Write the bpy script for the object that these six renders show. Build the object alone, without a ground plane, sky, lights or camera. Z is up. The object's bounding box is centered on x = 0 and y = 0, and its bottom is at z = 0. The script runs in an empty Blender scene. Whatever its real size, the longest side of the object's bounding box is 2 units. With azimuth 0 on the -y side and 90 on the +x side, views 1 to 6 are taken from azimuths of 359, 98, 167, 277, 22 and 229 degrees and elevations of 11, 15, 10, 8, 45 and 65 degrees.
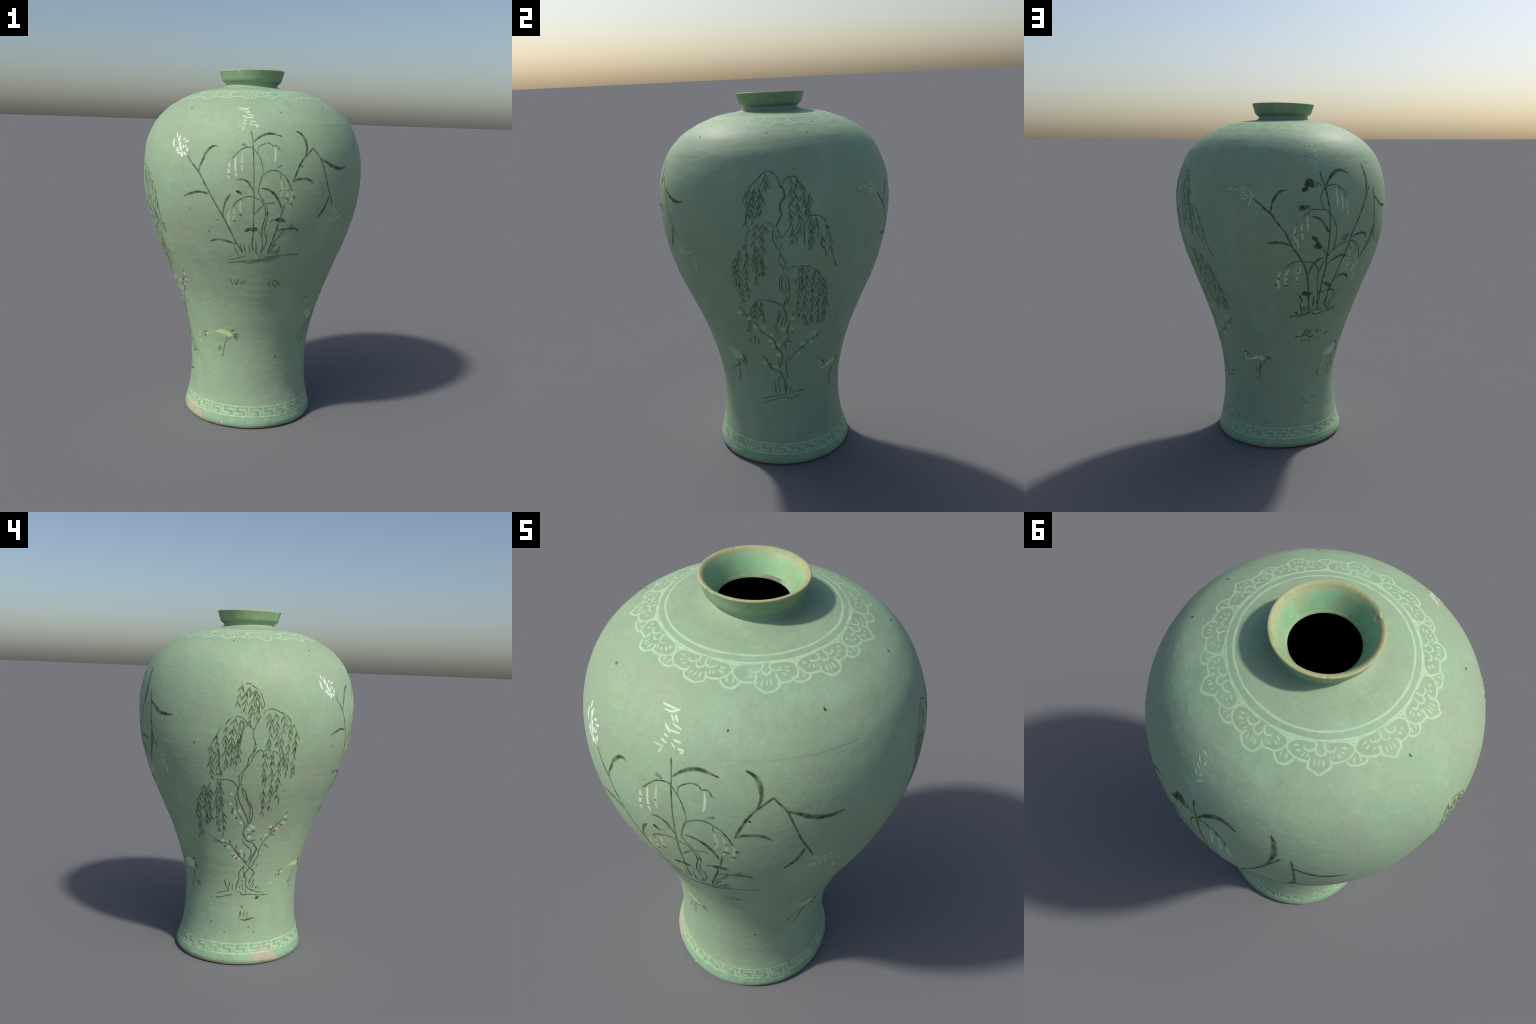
"""Inlaid celadon plum vase: thrown profile, rolled mouth, slip-inlaid drawings."""
import bpy, math, random
import numpy as np

random.seed(7)
RNG = np.random.default_rng(7)

# ------------------------------------------------------------------ profile
def natural_spline(kx, ky):
    kx, ky = np.asarray(kx, float), np.asarray(ky, float)
    n = len(kx); h = np.diff(kx)
    A = np.zeros((n, n)); b = np.zeros(n)
    A[0, 0] = A[-1, -1] = 1
    for i in range(1, n - 1):
        A[i, i - 1], A[i, i], A[i, i + 1] = h[i - 1], 2 * (h[i - 1] + h[i]), h[i]
        b[i] = 6 * ((ky[i + 1] - ky[i]) / h[i] - (ky[i] - ky[i - 1]) / h[i - 1])
    M = np.linalg.solve(A, b)
    def f(x):
        x = np.clip(x, kx[0], kx[-1])
        i = np.clip(np.searchsorted(kx, x) - 1, 0, n - 2)
        a, c, hi = kx[i + 1] - x, x - kx[i], h[i]
        return (M[i] * a**3 + M[i + 1] * c**3) / (6 * hi) + (ky[i] / hi - M[i] * hi / 6) * a + (ky[i + 1] / hi - M[i + 1] * hi / 6) * c
    return f

# radius of the thrown wall at each height, from foot to shoulder
WALL_Z = [0.0, 0.03, 0.06, 0.1, 0.15, 0.2, 0.27, 0.35, 0.45, 0.55, 0.65, 0.75, 0.85, 0.95, 1.05, 1.15, 1.25, 1.35, 1.45, 1.55, 1.62, 1.68, 1.73, 1.77, 1.8, 1.83, 1.85, 1.87, 1.885, 1.9]
WALL_R = [0.3781, 0.3784, 0.368, 0.3575, 0.3481, 0.3421, 0.3384, 0.3384, 0.3461, 0.3644, 0.3913, 0.4228, 0.4606, 0.5023, 0.5445, 0.5778, 0.6047, 0.6201, 0.6254, 0.616, 0.5974, 0.5712, 0.5396, 0.5018, 0.4658, 0.4153, 0.3741, 0.3236, 0.275, 0.1906]
wall_radius = natural_spline(WALL_Z, WALL_R)
# the potter's axis wanders a few millimetres and the wall is slightly oval
AXIS_Z = [0.0, 0.2, 0.7, 1.3, 1.9]
axis_x = natural_spline(AXIS_Z, [0.0066, 0.0069, 0.0068, -0.0037, -0.0026])
axis_y = natural_spline(AXIS_Z, [0.008, 0.0033, 0.0045, 0.0024, -0.0001])
OVAL_Z = [0.0, 0.12, 0.4, 0.7, 1.0, 1.3, 1.6, 1.9]
oval_terms = [natural_spline(OVAL_Z, a) for a in (
    [0.0026, 0.0109, 0.0173, 0.0147, 0.0003, 0.0017, 0.0001, 0.0028], [-0.003, -0.0014, 0.006, -0.0066, -0.0114, -0.0075, -0.0058, -0.0112],      # two-fold
    [0.0, 0.0026, -0.0036, -0.0064, -0.0037, 0.0027, 0.0023, 0.003], [0.0025, 0.005, 0.0035, 0.0046, 0.0008, 0.0018, 0.0012, 0.0046])]   # three-fold
SHOULDER_TILT = (0.0076, 0.004)
# slack places in the throwing: (azimuth, height, half-width deg, half-height, push)
FLANKS = [(133, 1.28, 34, 0.34, 0.0085), (133, 0.60, 32, 0.17, -0.0085), (236, 1.48, 36, 0.25, -0.006), (207, 1.55, 25, 0.12, -0.004), (4, 0.86, 15, 0.15, 0.005), (40, 0.74, 25, 0.14, -0.004),
          (205, 0.85, 40, 0.22, 0.004), (38, 0.10, 36, 0.08, 0.006), (315, 0.12, 30, 0.10, -0.004), (160, 1.80, 50, 0.07, 0.007), (262, 0.78, 25, 0.15, 0.004)]
MOUTH_X, MOUTH_Y = -0.0165, 0.001        # the mouth was luted on off-centre
SHOULDER_TOP = 1.893

def smooth(a, b, x):
    t = np.clip((x - a) / (b - a), 0, 1)
    return t * t * (3 - 2 * t)

# ------------------------------------------------------------------ relief
_H = RNG.random(4096)
def _hash(ix, iy, iz):
    return _H[(ix * 73856093 ^ iy * 19349663 ^ iz * 83492791) & 4095]

def value_noise(P):
    i = np.floor(P).astype(np.int64); f = P - i; f = f * f * (3 - 2 * f)
    out = 0
    for dx in (0, 1):
        for dy in (0, 1):
            for dz in (0, 1):
                w = (f[..., 0] if dx else 1 - f[..., 0]) * (f[..., 1] if dy else 1 - f[..., 1]) * (f[..., 2] if dz else 1 - f[..., 2])
                out = out + w * _hash(i[..., 0] + dx, i[..., 1] + dy, i[..., 2] + dz)
    return out * 2 - 1

def relief(P):
    """Hand-finished surface: soft dents, faint horizontal trimming marks, fine crumple."""
    z = P[..., 2]
    dent = value_noise(P * 5.0 + 3.1) * 0.0011
    trim = value_noise(P * np.array([9.0, 9.0, 42.0]) + 11.7) * 0.00035
    fine = value_noise(P * np.array([34.0, 34.0, 62.0]) + 5.3) * 0.00022
    rough_foot = (1 - smooth(0.10, 0.16, z)) * (value_noise(P * 45.0) * 0.0005 + value_noise(P * 90.0) * 0.0003)
    fade = smooth(0.0, 0.012, z) * (1 - smooth(1.86, 1.89, z))
    return (dent + trim + fine + rough_foot) * fade

def wall_point(az, z):
    """az in radians, 0 = towards -y, growing towards +x; z in metres (arrays)."""
    az, z = np.broadcast_arrays(np.asarray(az, float), np.asarray(z, float))
    zc = np.clip(z, 0, 1.9)
    th = az - math.pi / 2
    c2, s2, c3, s3 = (f(zc) for f in oval_terms)
    oval = c2 * np.cos(2 * th) + s2 * np.sin(2 * th) + c3 * np.cos(3 * th) + s3 * np.sin(3 * th)
    r = wall_radius(zc) * (1 + oval)
    for a0, z0, wa, wz, push in FLANKS:
        da = (az - math.radians(a0) + math.pi) % (2 * math.pi) - math.pi
        r = r + push * np.exp(-(da / math.radians(wa))**2 - ((zc - z0) / wz)**2)
    x, y = axis_x(zc) + r * np.sin(az), axis_y(zc) - r * np.cos(az)
    lean = smooth(1.6, 1.85, z) * (SHOULDER_TILT[0] * x + SHOULDER_TILT[1] * y)
    return np.stack([x, y, z + lean], -1)

def wall(az, z):
    """Point and outward normal of the finished wall."""
    e = 2e-3
    P = wall_point(az, z)
    Ta = wall_point(az + e, z) - wall_point(az - e, z)
    zz = np.clip(z, e, 1.9 - e)
    Tz = wall_point(az, zz + e / 4) - wall_point(az, zz - e / 4)
    N = np.cross(Ta, Tz); N /= np.linalg.norm(N, axis=-1, keepdims=True)
    return P + N * relief(P)[..., None], N

# ------------------------------------------------------------------ materials
def lin(*c):
    return (*c, 1.0)

def material(name, rough=0.5, spec=0.4):
    m = bpy.data.materials.new(name); m.use_nodes = True
    nt = m.node_tree; b = nt.nodes["Principled BSDF"]
    b.inputs["Roughness"].default_value = rough
    b.inputs["Specular IOR Level"].default_value = spec
    return m, nt, b

def node(nt, kind, **kw):
    n = nt.nodes.new(kind)
    for k, v in kw.items():
        if k in n.inputs:
            n.inputs[k].default_value = v
        else:
            setattr(n, k, v)
    return n

def noise(nt, coord, scale, detail=4, rough=0.55, stretch=None):
    n = node(nt, "ShaderNodeTexNoise", Scale=scale, Detail=detail, Roughness=rough)
    if stretch:
        mp = node(nt, "ShaderNodeMapping"); mp.inputs["Scale"].default_value = stretch
        nt.links.new(coord, mp.inputs["Vector"]); coord = mp.outputs[0]
    nt.links.new(coord, n.inputs["Vector"])
    return n.outputs["Fac"]

def ramp(nt, fac, stops):
    r = node(nt, "ShaderNodeValToRGB"); cr = r.color_ramp
    while len(cr.elements) < len(stops):
        cr.elements.new(0.5)
    for e, (p, c) in zip(cr.elements, stops):
        e.position = p; e.color = c if len(c) == 4 else lin(*c)
    nt.links.new(fac, r.inputs["Fac"])
    return r.outputs["Color"]

def mix(nt, fac, a, b, blend="MIX"):
    n = node(nt, "ShaderNodeMix", data_type="RGBA", blend_type=blend)
    for s, v in ((0, fac), (6, a), (7, b)):
        if isinstance(v, bpy.types.NodeSocket):
            nt.links.new(v, n.inputs[s])
        else:
            n.inputs[s].default_value = v if s == 0 else lin(*v)
    return n.outputs[2]

W, K = (1, 1, 1), (0, 0, 0)
def glaze(name, cool, warm, deep, rough=0.5, bump=0.25, specks=True, edge=None, spec=0.2, mottle=1.0, blotch=None, top=None):
    m, nt, b = material(name, rough, spec)
    co = node(nt, "ShaderNodeTexCoord").outputs["Object"]
    col = ramp(nt, noise(nt, co, 3.2, 3), [(0.36, cool), (0.62, warm)])
    cloud = ramp(nt, noise(nt, co, 7.5, 5, 0.6, (1, 1, 0.6)), [(0.46, K), (0.70, W)])
    col = mix(nt, cloud, col, mix(nt, 0.5 * mottle, warm, deep))
    pale = ramp(nt, noise(nt, co, 4.3, 4, 0.6, (1.3, 1.3, 0.8)), [(0.50, K), (0.72, W)])
    col = mix(nt, pale, col, tuple(min(1, c * 1.13) for c in cool))
    if blotch:                                 # wear and kiln stains
        bc, bscale, b0, b1 = blotch
        col = mix(nt, ramp(nt, noise(nt, co, bscale, 5, 0.65, (1, 1, 0.7)), [(b0, K), (b1, W)]), col, bc)
    tint = ramp(nt, noise(nt, co, 27, 4, 0.6, (1, 1, 0.8)), [(0.36, (0.955, 1.0, 0.955)), (0.5, W), (0.66, (1.05, 0.995, 1.01))])
    col = mix(nt, 1.0, col, tint, "MULTIPLY")
    grain = ramp(nt, noise(nt, co, 70, 3), [(0.3, (0.94, 0.94, 0.94)), (0.7, (1.05, 1.05, 1.05))])
    col = mix(nt, 1.0, col, grain, "MULTIPLY")
    if specks:
        v = node(nt, "ShaderNodeTexVoronoi", Scale=24.0); nt.links.new(co, v.inputs["Vector"])
        rnd = node(nt, "ShaderNodeSeparateColor"); nt.links.new(v.outputs["Color"], rnd.inputs[0])
        pick = node(nt, "ShaderNodeMath", operation="GREATER_THAN"); pick.inputs[1].default_value = 0.80
        nt.links.new(rnd.outputs[0], pick.inputs[0])
        near = ramp(nt, v.outputs["Distance"], [(0.055, W), (0.085, K)])
        f = mix(nt, 1.0, near, pick.outputs[0] and mix(nt, pick.outputs[0], K, W), "MULTIPLY")
        hue = mix(nt, rnd.outputs[1], tuple(c * 0.5 for c in deep), tuple(min(1, c * 1.35) for c in warm))
        ff = node(nt, "ShaderNodeMath", operation="MULTIPLY"); ff.inputs[1].default_value = 0.6
        bw = node(nt, "ShaderNodeRGBToBW"); nt.links.new(f, bw.inputs[0]); nt.links.new(bw.outputs[0], ff.inputs[0])
        col = mix(nt, ff.outputs[0], col, hue)
    if edge:                                   # unglazed tan edge below a height
        z0, z1, tan = edge
        sep = node(nt, "ShaderNodeSeparateXYZ"); nt.links.new(co, sep.inputs[0])
        wob = node(nt, "ShaderNodeMath", operation="MULTIPLY_ADD"); wob.inputs[1].default_value = -0.018
        nt.links.new(noise(nt, co, 9, 4), wob.inputs[0]); nt.links.new(sep.outputs["Z"], wob.inputs[2])
        mr = node(nt, "ShaderNodeMapRange"); mr.inputs["From Min"].default_value = z0 - .009; mr.inputs["From Max"].default_value = z1 - .009
        nt.links.new(wob.outputs[0], mr.inputs["Value"])
        col = mix(nt, mr.outputs[0], tan, col) if z1 > z0 else col
    if top:                                    # glaze worn through towards an upper rim
        z0, z1, tan = top
        sep = node(nt, "ShaderNodeSeparateXYZ"); nt.links.new(co, sep.inputs[0])
        wob = node(nt, "ShaderNodeMath", operation="MULTIPLY_ADD"); wob.inputs[1].default_value = 0.03
        nt.links.new(noise(nt, co, 16, 4), wob.inputs[0]); nt.links.new(sep.outputs["Z"], wob.inputs[2])
        mr = node(nt, "ShaderNodeMapRange"); mr.inputs["From Min"].default_value = z0 + .015; mr.inputs["From Max"].default_value = z1 + .015
        nt.links.new(wob.outputs[0], mr.inputs["Value"])
        col = mix(nt, mr.outputs[0], col, tan)
    nt.links.new(col, b.inputs["Base Color"])
    if bump:
        h = node(nt, "ShaderNodeMath", operation="ADD")
        nt.links.new(noise(nt, co, 60, 4, 0.6, (1, 1, 1.6)), h.inputs[0]); nt.links.new(noise(nt, co, 22, 3, 0.5, (1, 1, 2.2)), h.inputs[1])
        where = ramp(nt, noise(nt, co, 2.6, 3), [(0.40, (0.35, 0.35, 0.35)), (0.62, W)])       # crumpled zones
        hm = node(nt, "ShaderNodeMath", operation="MULTIPLY"); nt.links.new(h.outputs[0], hm.inputs[0])
        bw2 = node(nt, "ShaderNodeRGBToBW"); nt.links.new(where, bw2.inputs[0]); nt.links.new(bw2.outputs[0], hm.inputs[1])
        bp = node(nt, "ShaderNodeBump", Strength=bump, Distance=0.004)
        nt.links.new(hm.outputs[0], bp.inputs["Height"]); nt.links.new(bp.outputs[0], b.inputs["Normal"])
    return m

GROUND = (0.288, 0.408, 0.266)
body_glaze = glaze("celadon_glaze", (0.276, 0.410, 0.272), (0.308, 0.414, 0.257), (0.245, 0.368, 0.236), rough=0.55, bump=0.22, spec=0.2, blotch=((0.296, 0.372, 0.258), 4.6, 0.47, 0.72))
foot_glaze = glaze("foot_glaze", (0.225, 0.385, 0.250), (0.255, 0.395, 0.245), (0.17, 0.31, 0.19), bump=0.5, edge=(0.008, 0.022, (0.41, 0.405, 0.225)), blotch=((0.34, 0.48, 0.35), 14, 0.50, 0.75))
mouth_glaze = glaze("mouth_glaze", (0.20, 0.345, 0.20), (0.255, 0.375, 0.205), (0.16, 0.29, 0.165), rough=0.4, bump=0.15, specks=False, blotch=((0.35, 0.45, 0.30), 11, 0.52, 0.75), top=(1.984, 2.002, (0.33, 0.36, 0.19)))
throat_glaze = glaze("throat_glaze", (0.26, 0.51, 0.28), (0.33, 0.53, 0.29), (0.15, 0.36, 0.17), rough=0.4, bump=0.15, specks=False, mottle=1.6, blotch=((0.34, 0.40, 0.23), 9, 0.50, 0.72), top=(1.968, 1.992, (0.385, 0.40, 0.215)))
throat_rim_glaze = glaze("throat_rim_glaze", (0.30, 0.45, 0.26), (0.36, 0.45, 0.26), (0.24, 0.38, 0.2), bump=0.2, specks=False, blotch=((0.13, 0.15, 0.08), 7, 0.52, 0.7))
lip_tan = glaze("worn_lip", (0.36, 0.385, 0.21), (0.42, 0.41, 0.21), (0.33, 0.37, 0.16), bump=0.2, specks=False, mottle=1.4, blotch=((0.24, 0.34, 0.18), 11, 0.48, 0.68))
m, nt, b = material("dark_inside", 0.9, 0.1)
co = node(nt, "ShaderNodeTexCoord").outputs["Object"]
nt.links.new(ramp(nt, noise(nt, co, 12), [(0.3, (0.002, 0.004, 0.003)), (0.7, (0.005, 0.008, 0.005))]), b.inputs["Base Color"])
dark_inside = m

def pigment(name, c, over=None, vary=0.25, rough=0.5):
    """Inlay colour; the thin outer band lets the glaze drown it (soft edge)."""
    out = []
    for tag, k in (("", 1.0), ("_edge", 0.5)):
        m, nt, b = material(name + tag, max(rough, 0.6), 0.13)
        co = node(nt, "ShaderNodeTexCoord").outputs["Object"]
        g = over or GROUND
        cc = tuple(g[i] + (c[i] - g[i]) * k for i in range(3))
        lo = tuple(cc[i] * (1 - vary) for i in range(3)); hi = tuple(cc[i] + (g[i] - cc[i]) * vary for i in range(3))
        nt.links.new(ramp(nt, noise(nt, co, 38, 3), [(0.35, lo), (0.65, hi)]), b.inputs["Base Color"])
        out.append(m)
    return out

PIG = {
    "ink": pigment("black_slip", (0.056, 0.086, 0.031), vary=0.4),
    "ink_pale": pigment("pale_black_slip", (0.105, 0.168, 0.090)),
    "ink_faint": pigment("faint_black_slip", (0.11, 0.15, 0.075)),
    "slip": pigment("white_slip", (0.60, 0.76, 0.55), vary=0.1),
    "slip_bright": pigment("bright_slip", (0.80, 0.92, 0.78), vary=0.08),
    "slip_white": pigment("pale_slip", (0.50, 0.66, 0.54), vary=0.1),
    "slip_green": pigment("greenish_slip", (0.46, 0.62, 0.36), vary=0.12),
    "slip_yellow": pigment("yellowish_slip", (0.56, 0.68, 0.32), vary=0.1),
    "slip_dull": pigment("dull_slip", (0.55, 0.78, 0.50), vary=0.12),
    "slip_moss": pigment("mossy_slip", (0.46, 0.68, 0.34), vary=0.15),
    "violet": pigment("violet_slip", (0.19, 0.24, 0.235), vary=0.15),
    "violet_white": pigment("cool_white_slip", (0.46, 0.67, 0.48), vary=0.1),
    "rust": pigment("copper_red", (0.32, 0.112, 0.022), vary=0.2),
    "iron": pigment("iron_speck", (0.07, 0.07, 0.03), vary=0.2),
    "plaster": pigment("restored_plaster", (0.44, 0.40, 0.285), vary=0.12, rough=0.7),
    "collar": pigment("collar_slip", (0.45, 0.64, 0.40), vary=0.13),
    "fret": pigment("fret_slip", (0.52, 0.71, 0.42), over=(0.26, 0.41, 0.26), vary=0.3),
    "seam": pigment("mended_seam", (0.325, 0.398, 0.298), vary=0.05),
}

# ------------------------------------------------------------------ objects
ROOT = bpy.data.objects.new("celadon_vase", None)
ROOT["label"] = "tall green celadon vase with inlaid willows, reeds and cranes"
ROOT["category"] = "vase"
bpy.context.scene.collection.objects.link(ROOT)

def add_object(name, verts, faces, normals, mats, index=None, parent=ROOT, smooth_shade=True):
    me = bpy.data.meshes.new(name)
    me.from_pydata(np.asarray(verts).tolist(), [], [list(map(int, f)) for f in faces])
    for mm in mats:
        me.materials.append(mm)
    if index is not None:
        me.polygons.foreach_set("material_index", np.asarray(index, np.int32))
    me.polygons.foreach_set("use_smooth", np.ones(len(me.polygons), bool))
    me.update()
    if normals is not None:
        me.normals_split_custom_set_from_vertices(np.asarray(normals).tolist())
    ob = bpy.data.objects.new(name, me)
    bpy.context.scene.collection.objects.link(ob)
    ob.parent = parent
    return ob

# ---- the thrown pot: one grid of rings, cut into named parts along ring borders
def catmull(pts, n, closed=False):
    P = np.asarray(pts, float)
    if len(P) == 1:
        return np.repeat(P, n, 0)
    if closed:
        Q = np.vstack([P[-1], P, P[0], P[1]]); seg = len(P)
    else:
        Q = np.vstack([2 * P[0] - P[1], P, 2 * P[-1] - P[-2]]); seg = len(P) - 1
    u = np.linspace(0, seg, n, endpoint=not closed)
    i = np.minimum(u.astype(int), seg - 1); t = (u - i)[:, None]
    a, b_, c, d = Q[i], Q[i + 1], Q[i + 2], Q[i + 3]
    return 0.5 * (2 * b_ + (c - a) * t + (2 * a - 5 * b_ + 4 * c - d) * t**2 + (3 * b_ - a - 3 * c + d) * t**3)

SEG = 720
AZ = np.linspace(0, 2 * math.pi, SEG, endpoint=False)
FRET_TOP, FRET_BOTTOM = 0.1185, 0.0645
def fret_tilt(az, z):
    """the foot band climbs a little towards the front"""
    return 0.0065 * np.cos(az) * smooth(0.0, 0.06, z) * (1 - smooth(0.14, 0.3, z))

rings, labels = [], []          # each ring: SEG x 3 points
def ring_round(r, z, cx_, cy_):
    z = np.broadcast_to(z, AZ.shape)
    return np.stack([cx_ + r * np.sin(AZ), cy_ - r * np.cos(AZ), z], -1)

bx, by = float(axis_x(0.0)), float(axis_y(0.0))
wob = value_noise(np.stack([np.cos(AZ) * 4, np.sin(AZ) * 4, AZ * 0], -1) + 9.0)
_foot = wall_point(AZ, 0.027)[:, :2] - np.array([bx, by])
_foot_r = np.hypot(_foot[:, 0], _foot[:, 1])[:, None]
def base_ring(r, z, cx_, cy_):
    s = 1 + (_foot_r / 0.3783 - 1) * min(1, r / 0.3)
    P = ring_round(1.0, z, 0, 0); P[:, :2] = P[:, :2] * r * s + np.array([cx_, cy_])
    return P
for r, z, w in ((0.002, 0.016, 0), (0.15, 0.016, 0), (0.28, 0.015, 0), (0.318, 0.012, 0), (0.333, 0.004, 0.3), (0.344, 0.0, 0.5), (0.354, 0.0, 0.6), (0.363, 0.0004, 0.8), (0.3695, 0.003, 1), (0.3735, 0.008, 1), (0.3765, 0.014, 0.8), (0.3782, 0.020, 0.4)):
    rings.append(base_ring(r, np.maximum(np.where(z < 0.002, 0.0, z + w * 0.002 * wob) + w * 0.0016 * np.clip(wob, 0, 1), 0.0), bx, by)); labels.append("base" if r < 0.335 else "foot")
foot_z = np.linspace(0.027, FRET_TOP, 26)
body_z = np.concatenate([np.linspace(FRET_TOP, 1.75, 300)[1:], np.linspace(1.75, 1.86, 42)[1:], np.linspace(1.86, SHOULDER_TOP, 26)[1:]])
for z in foot_z:
    rings.append(wall(AZ, z + fret_tilt(AZ, z))[0]); labels.append("foot")
for z in body_z:
    rings.append(wall(AZ, z + fret_tilt(AZ, z))[0]); labels.append("body")
# neck, mouth and inside: round about the mouth's own axis
NECK = [(0.232, 1.8925), (0.19, 1.8985), (0.168, 1.9025), (0.154, 1.907), (0.1465, 1.913), (0.1445, 1.919), (0.1475, 1.926)]
MOUTH = [(0.1475, 1.926), (0.156, 1.931), (0.1645, 1.939), (0.1695, 1.950), (0.1735, 1.965), (0.1785, 1.982), (0.1825, 1.9935)]
LIP = [(0.1825, 1.9935), (0.1830, 1.9965), (0.1805, 1.9992), (0.1755, 1.9995), (0.169, 1.9965), (0.1625, 1.990)]
THROAT = [(0.1625, 1.990), (0.153, 1.976), (0.143, 1.957), (0.134, 1.938), (0.1285, 1.9265), (0.126, 1.9210)]
THROAT_RIM = [(0.126, 1.9210), (0.1240, 1.9175), (0.1225, 1.9155), (0.1195, 1.909)]
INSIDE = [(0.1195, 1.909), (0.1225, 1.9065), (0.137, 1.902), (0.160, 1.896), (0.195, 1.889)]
INNER_Z = np.concatenate([np.linspace(1.878, 1.70, 24), np.linspace(1.68, 0.06, 60)])
last = rings[-1]
def mouth_ring(r, z):
    tilt = (0.0035 * np.sin(AZ) * r / 0.18 - 0.003) * smooth(1.91, 1.99, z) if z > 1.9 else 0.0
    P = ring_round(r, z + tilt, MOUTH_X, MOUTH_Y)
    if z > 1.955 and r > 0.155:                        # two small chips in the rim
        for a0, half, deep in ((CHIP_A, 0.085, 0.0055), (CHIP_B, 0.03, 0.0015)):
            d = np.abs((AZ - a0 + math.pi) % (2 * math.pi) - math.pi) / half
            cut = np.clip(1 - d**2, 0, 1) * deep * smooth(1.965, 1.995, z) * (r > 0.172 or half > 0.05)
            P[:, 2] -= cut * 0.8
            P[:, 0] -= np.sin(AZ) * cut * 0.7 * (r > 0.17); P[:, 1] += np.cos(AZ) * cut * 0.7 * (r > 0.17)
    return P
CHIP_A, CHIP_B = math.radians(335), math.radians(228)
first = True
for name, pts, n in (("neck", NECK, 26), ("mouth", MOUTH, 28), ("lip", LIP, 16), ("throat", THROAT, 26), ("throat_rim", THROAT_RIM, 10), ("inside", INSIDE, 12)):
    for k, (r, z) in enumerate(catmull(pts, n)):
        if k == 0 and name != "neck":
            continue
        R = mouth_ring(r, z)
        if name == "neck":                              # blend from the wall's axis to the mouth's
            t = smooth(0, 1, (k + 1) / 12)
            ext = ring_round(float(np.interp(z, WALL_Z, WALL_R)) if k == 0 else r, z, float(axis_x(1.9)), float(axis_y(1.9)))
            ext = ring_round(r, z, float(axis_x(1.9)), float(axis_y(1.9)))
            ov = last.copy(); ov[:, 2] += z - SHOULDER_TOP
            c = np.array([float(axis_x(1.9)), float(axis_y(1.9)), 0])
            q = (ov - c); rad = np.hypot(q[:, 0], q[:, 1])[:, None]
            s = r / rad.mean()
            ext = np.concatenate([q[:, :2] * s + c[:2], ov[:, 2:]], 1)
            R = ext * (1 - t) + R * t
        rings.append(R); labels.append(name)

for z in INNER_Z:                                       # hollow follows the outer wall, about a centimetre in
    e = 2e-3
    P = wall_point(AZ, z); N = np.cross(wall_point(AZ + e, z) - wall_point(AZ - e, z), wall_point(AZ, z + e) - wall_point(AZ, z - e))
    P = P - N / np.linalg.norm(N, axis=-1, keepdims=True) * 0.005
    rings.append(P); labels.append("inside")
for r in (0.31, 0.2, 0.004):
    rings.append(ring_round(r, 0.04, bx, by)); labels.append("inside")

G = np.array(rings); NR = len(G)
Tu = np.roll(G, -1, 1) - np.roll(G, 1, 1)
Tv = np.empty_like(G); Tv[1:-1] = G[2:] - G[:-2]; Tv[0] = G[1] - G[0]; Tv[-1] = G[-1] - G[-2]
GN = np.cross(Tu, Tv); GN /= np.linalg.norm(GN, axis=-1, keepdims=True) + 1e-12
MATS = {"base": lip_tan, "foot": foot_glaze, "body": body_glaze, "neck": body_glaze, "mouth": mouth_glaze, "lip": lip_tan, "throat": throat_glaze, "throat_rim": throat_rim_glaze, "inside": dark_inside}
NAMES = {"base": "base", "foot": "foot", "body": "body", "neck": "neck", "mouth": "mouth", "lip": "lip", "throat": "throat", "throat_rim": "throat_rim", "inside": "inside"}
for part in MATS:
    ids = [i for i in range(1, NR) if labels[i] == part]
    i0, i1 = ids[0] - 1, ids[-1]
    sub, nn = G[i0:i1 + 1], GN[i0:i1 + 1]
    rows = i1 - i0 + 1
    j = np.arange(SEG); jn = (j + 1) % SEG
    F = np.concatenate([np.stack([k * SEG + j, k * SEG + jn, (k + 1) * SEG + jn, (k + 1) * SEG + j], -1) for k in range(rows - 1)])
    V = sub.reshape(-1, 3); N = nn.reshape(-1, 3)
    F = F.tolist()
    if part == "base":
        F.append(list(range(SEG))[::-1])
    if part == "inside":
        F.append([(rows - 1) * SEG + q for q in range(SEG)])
    add_object(NAMES[part], V, F, N, [MATS[part]])

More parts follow.
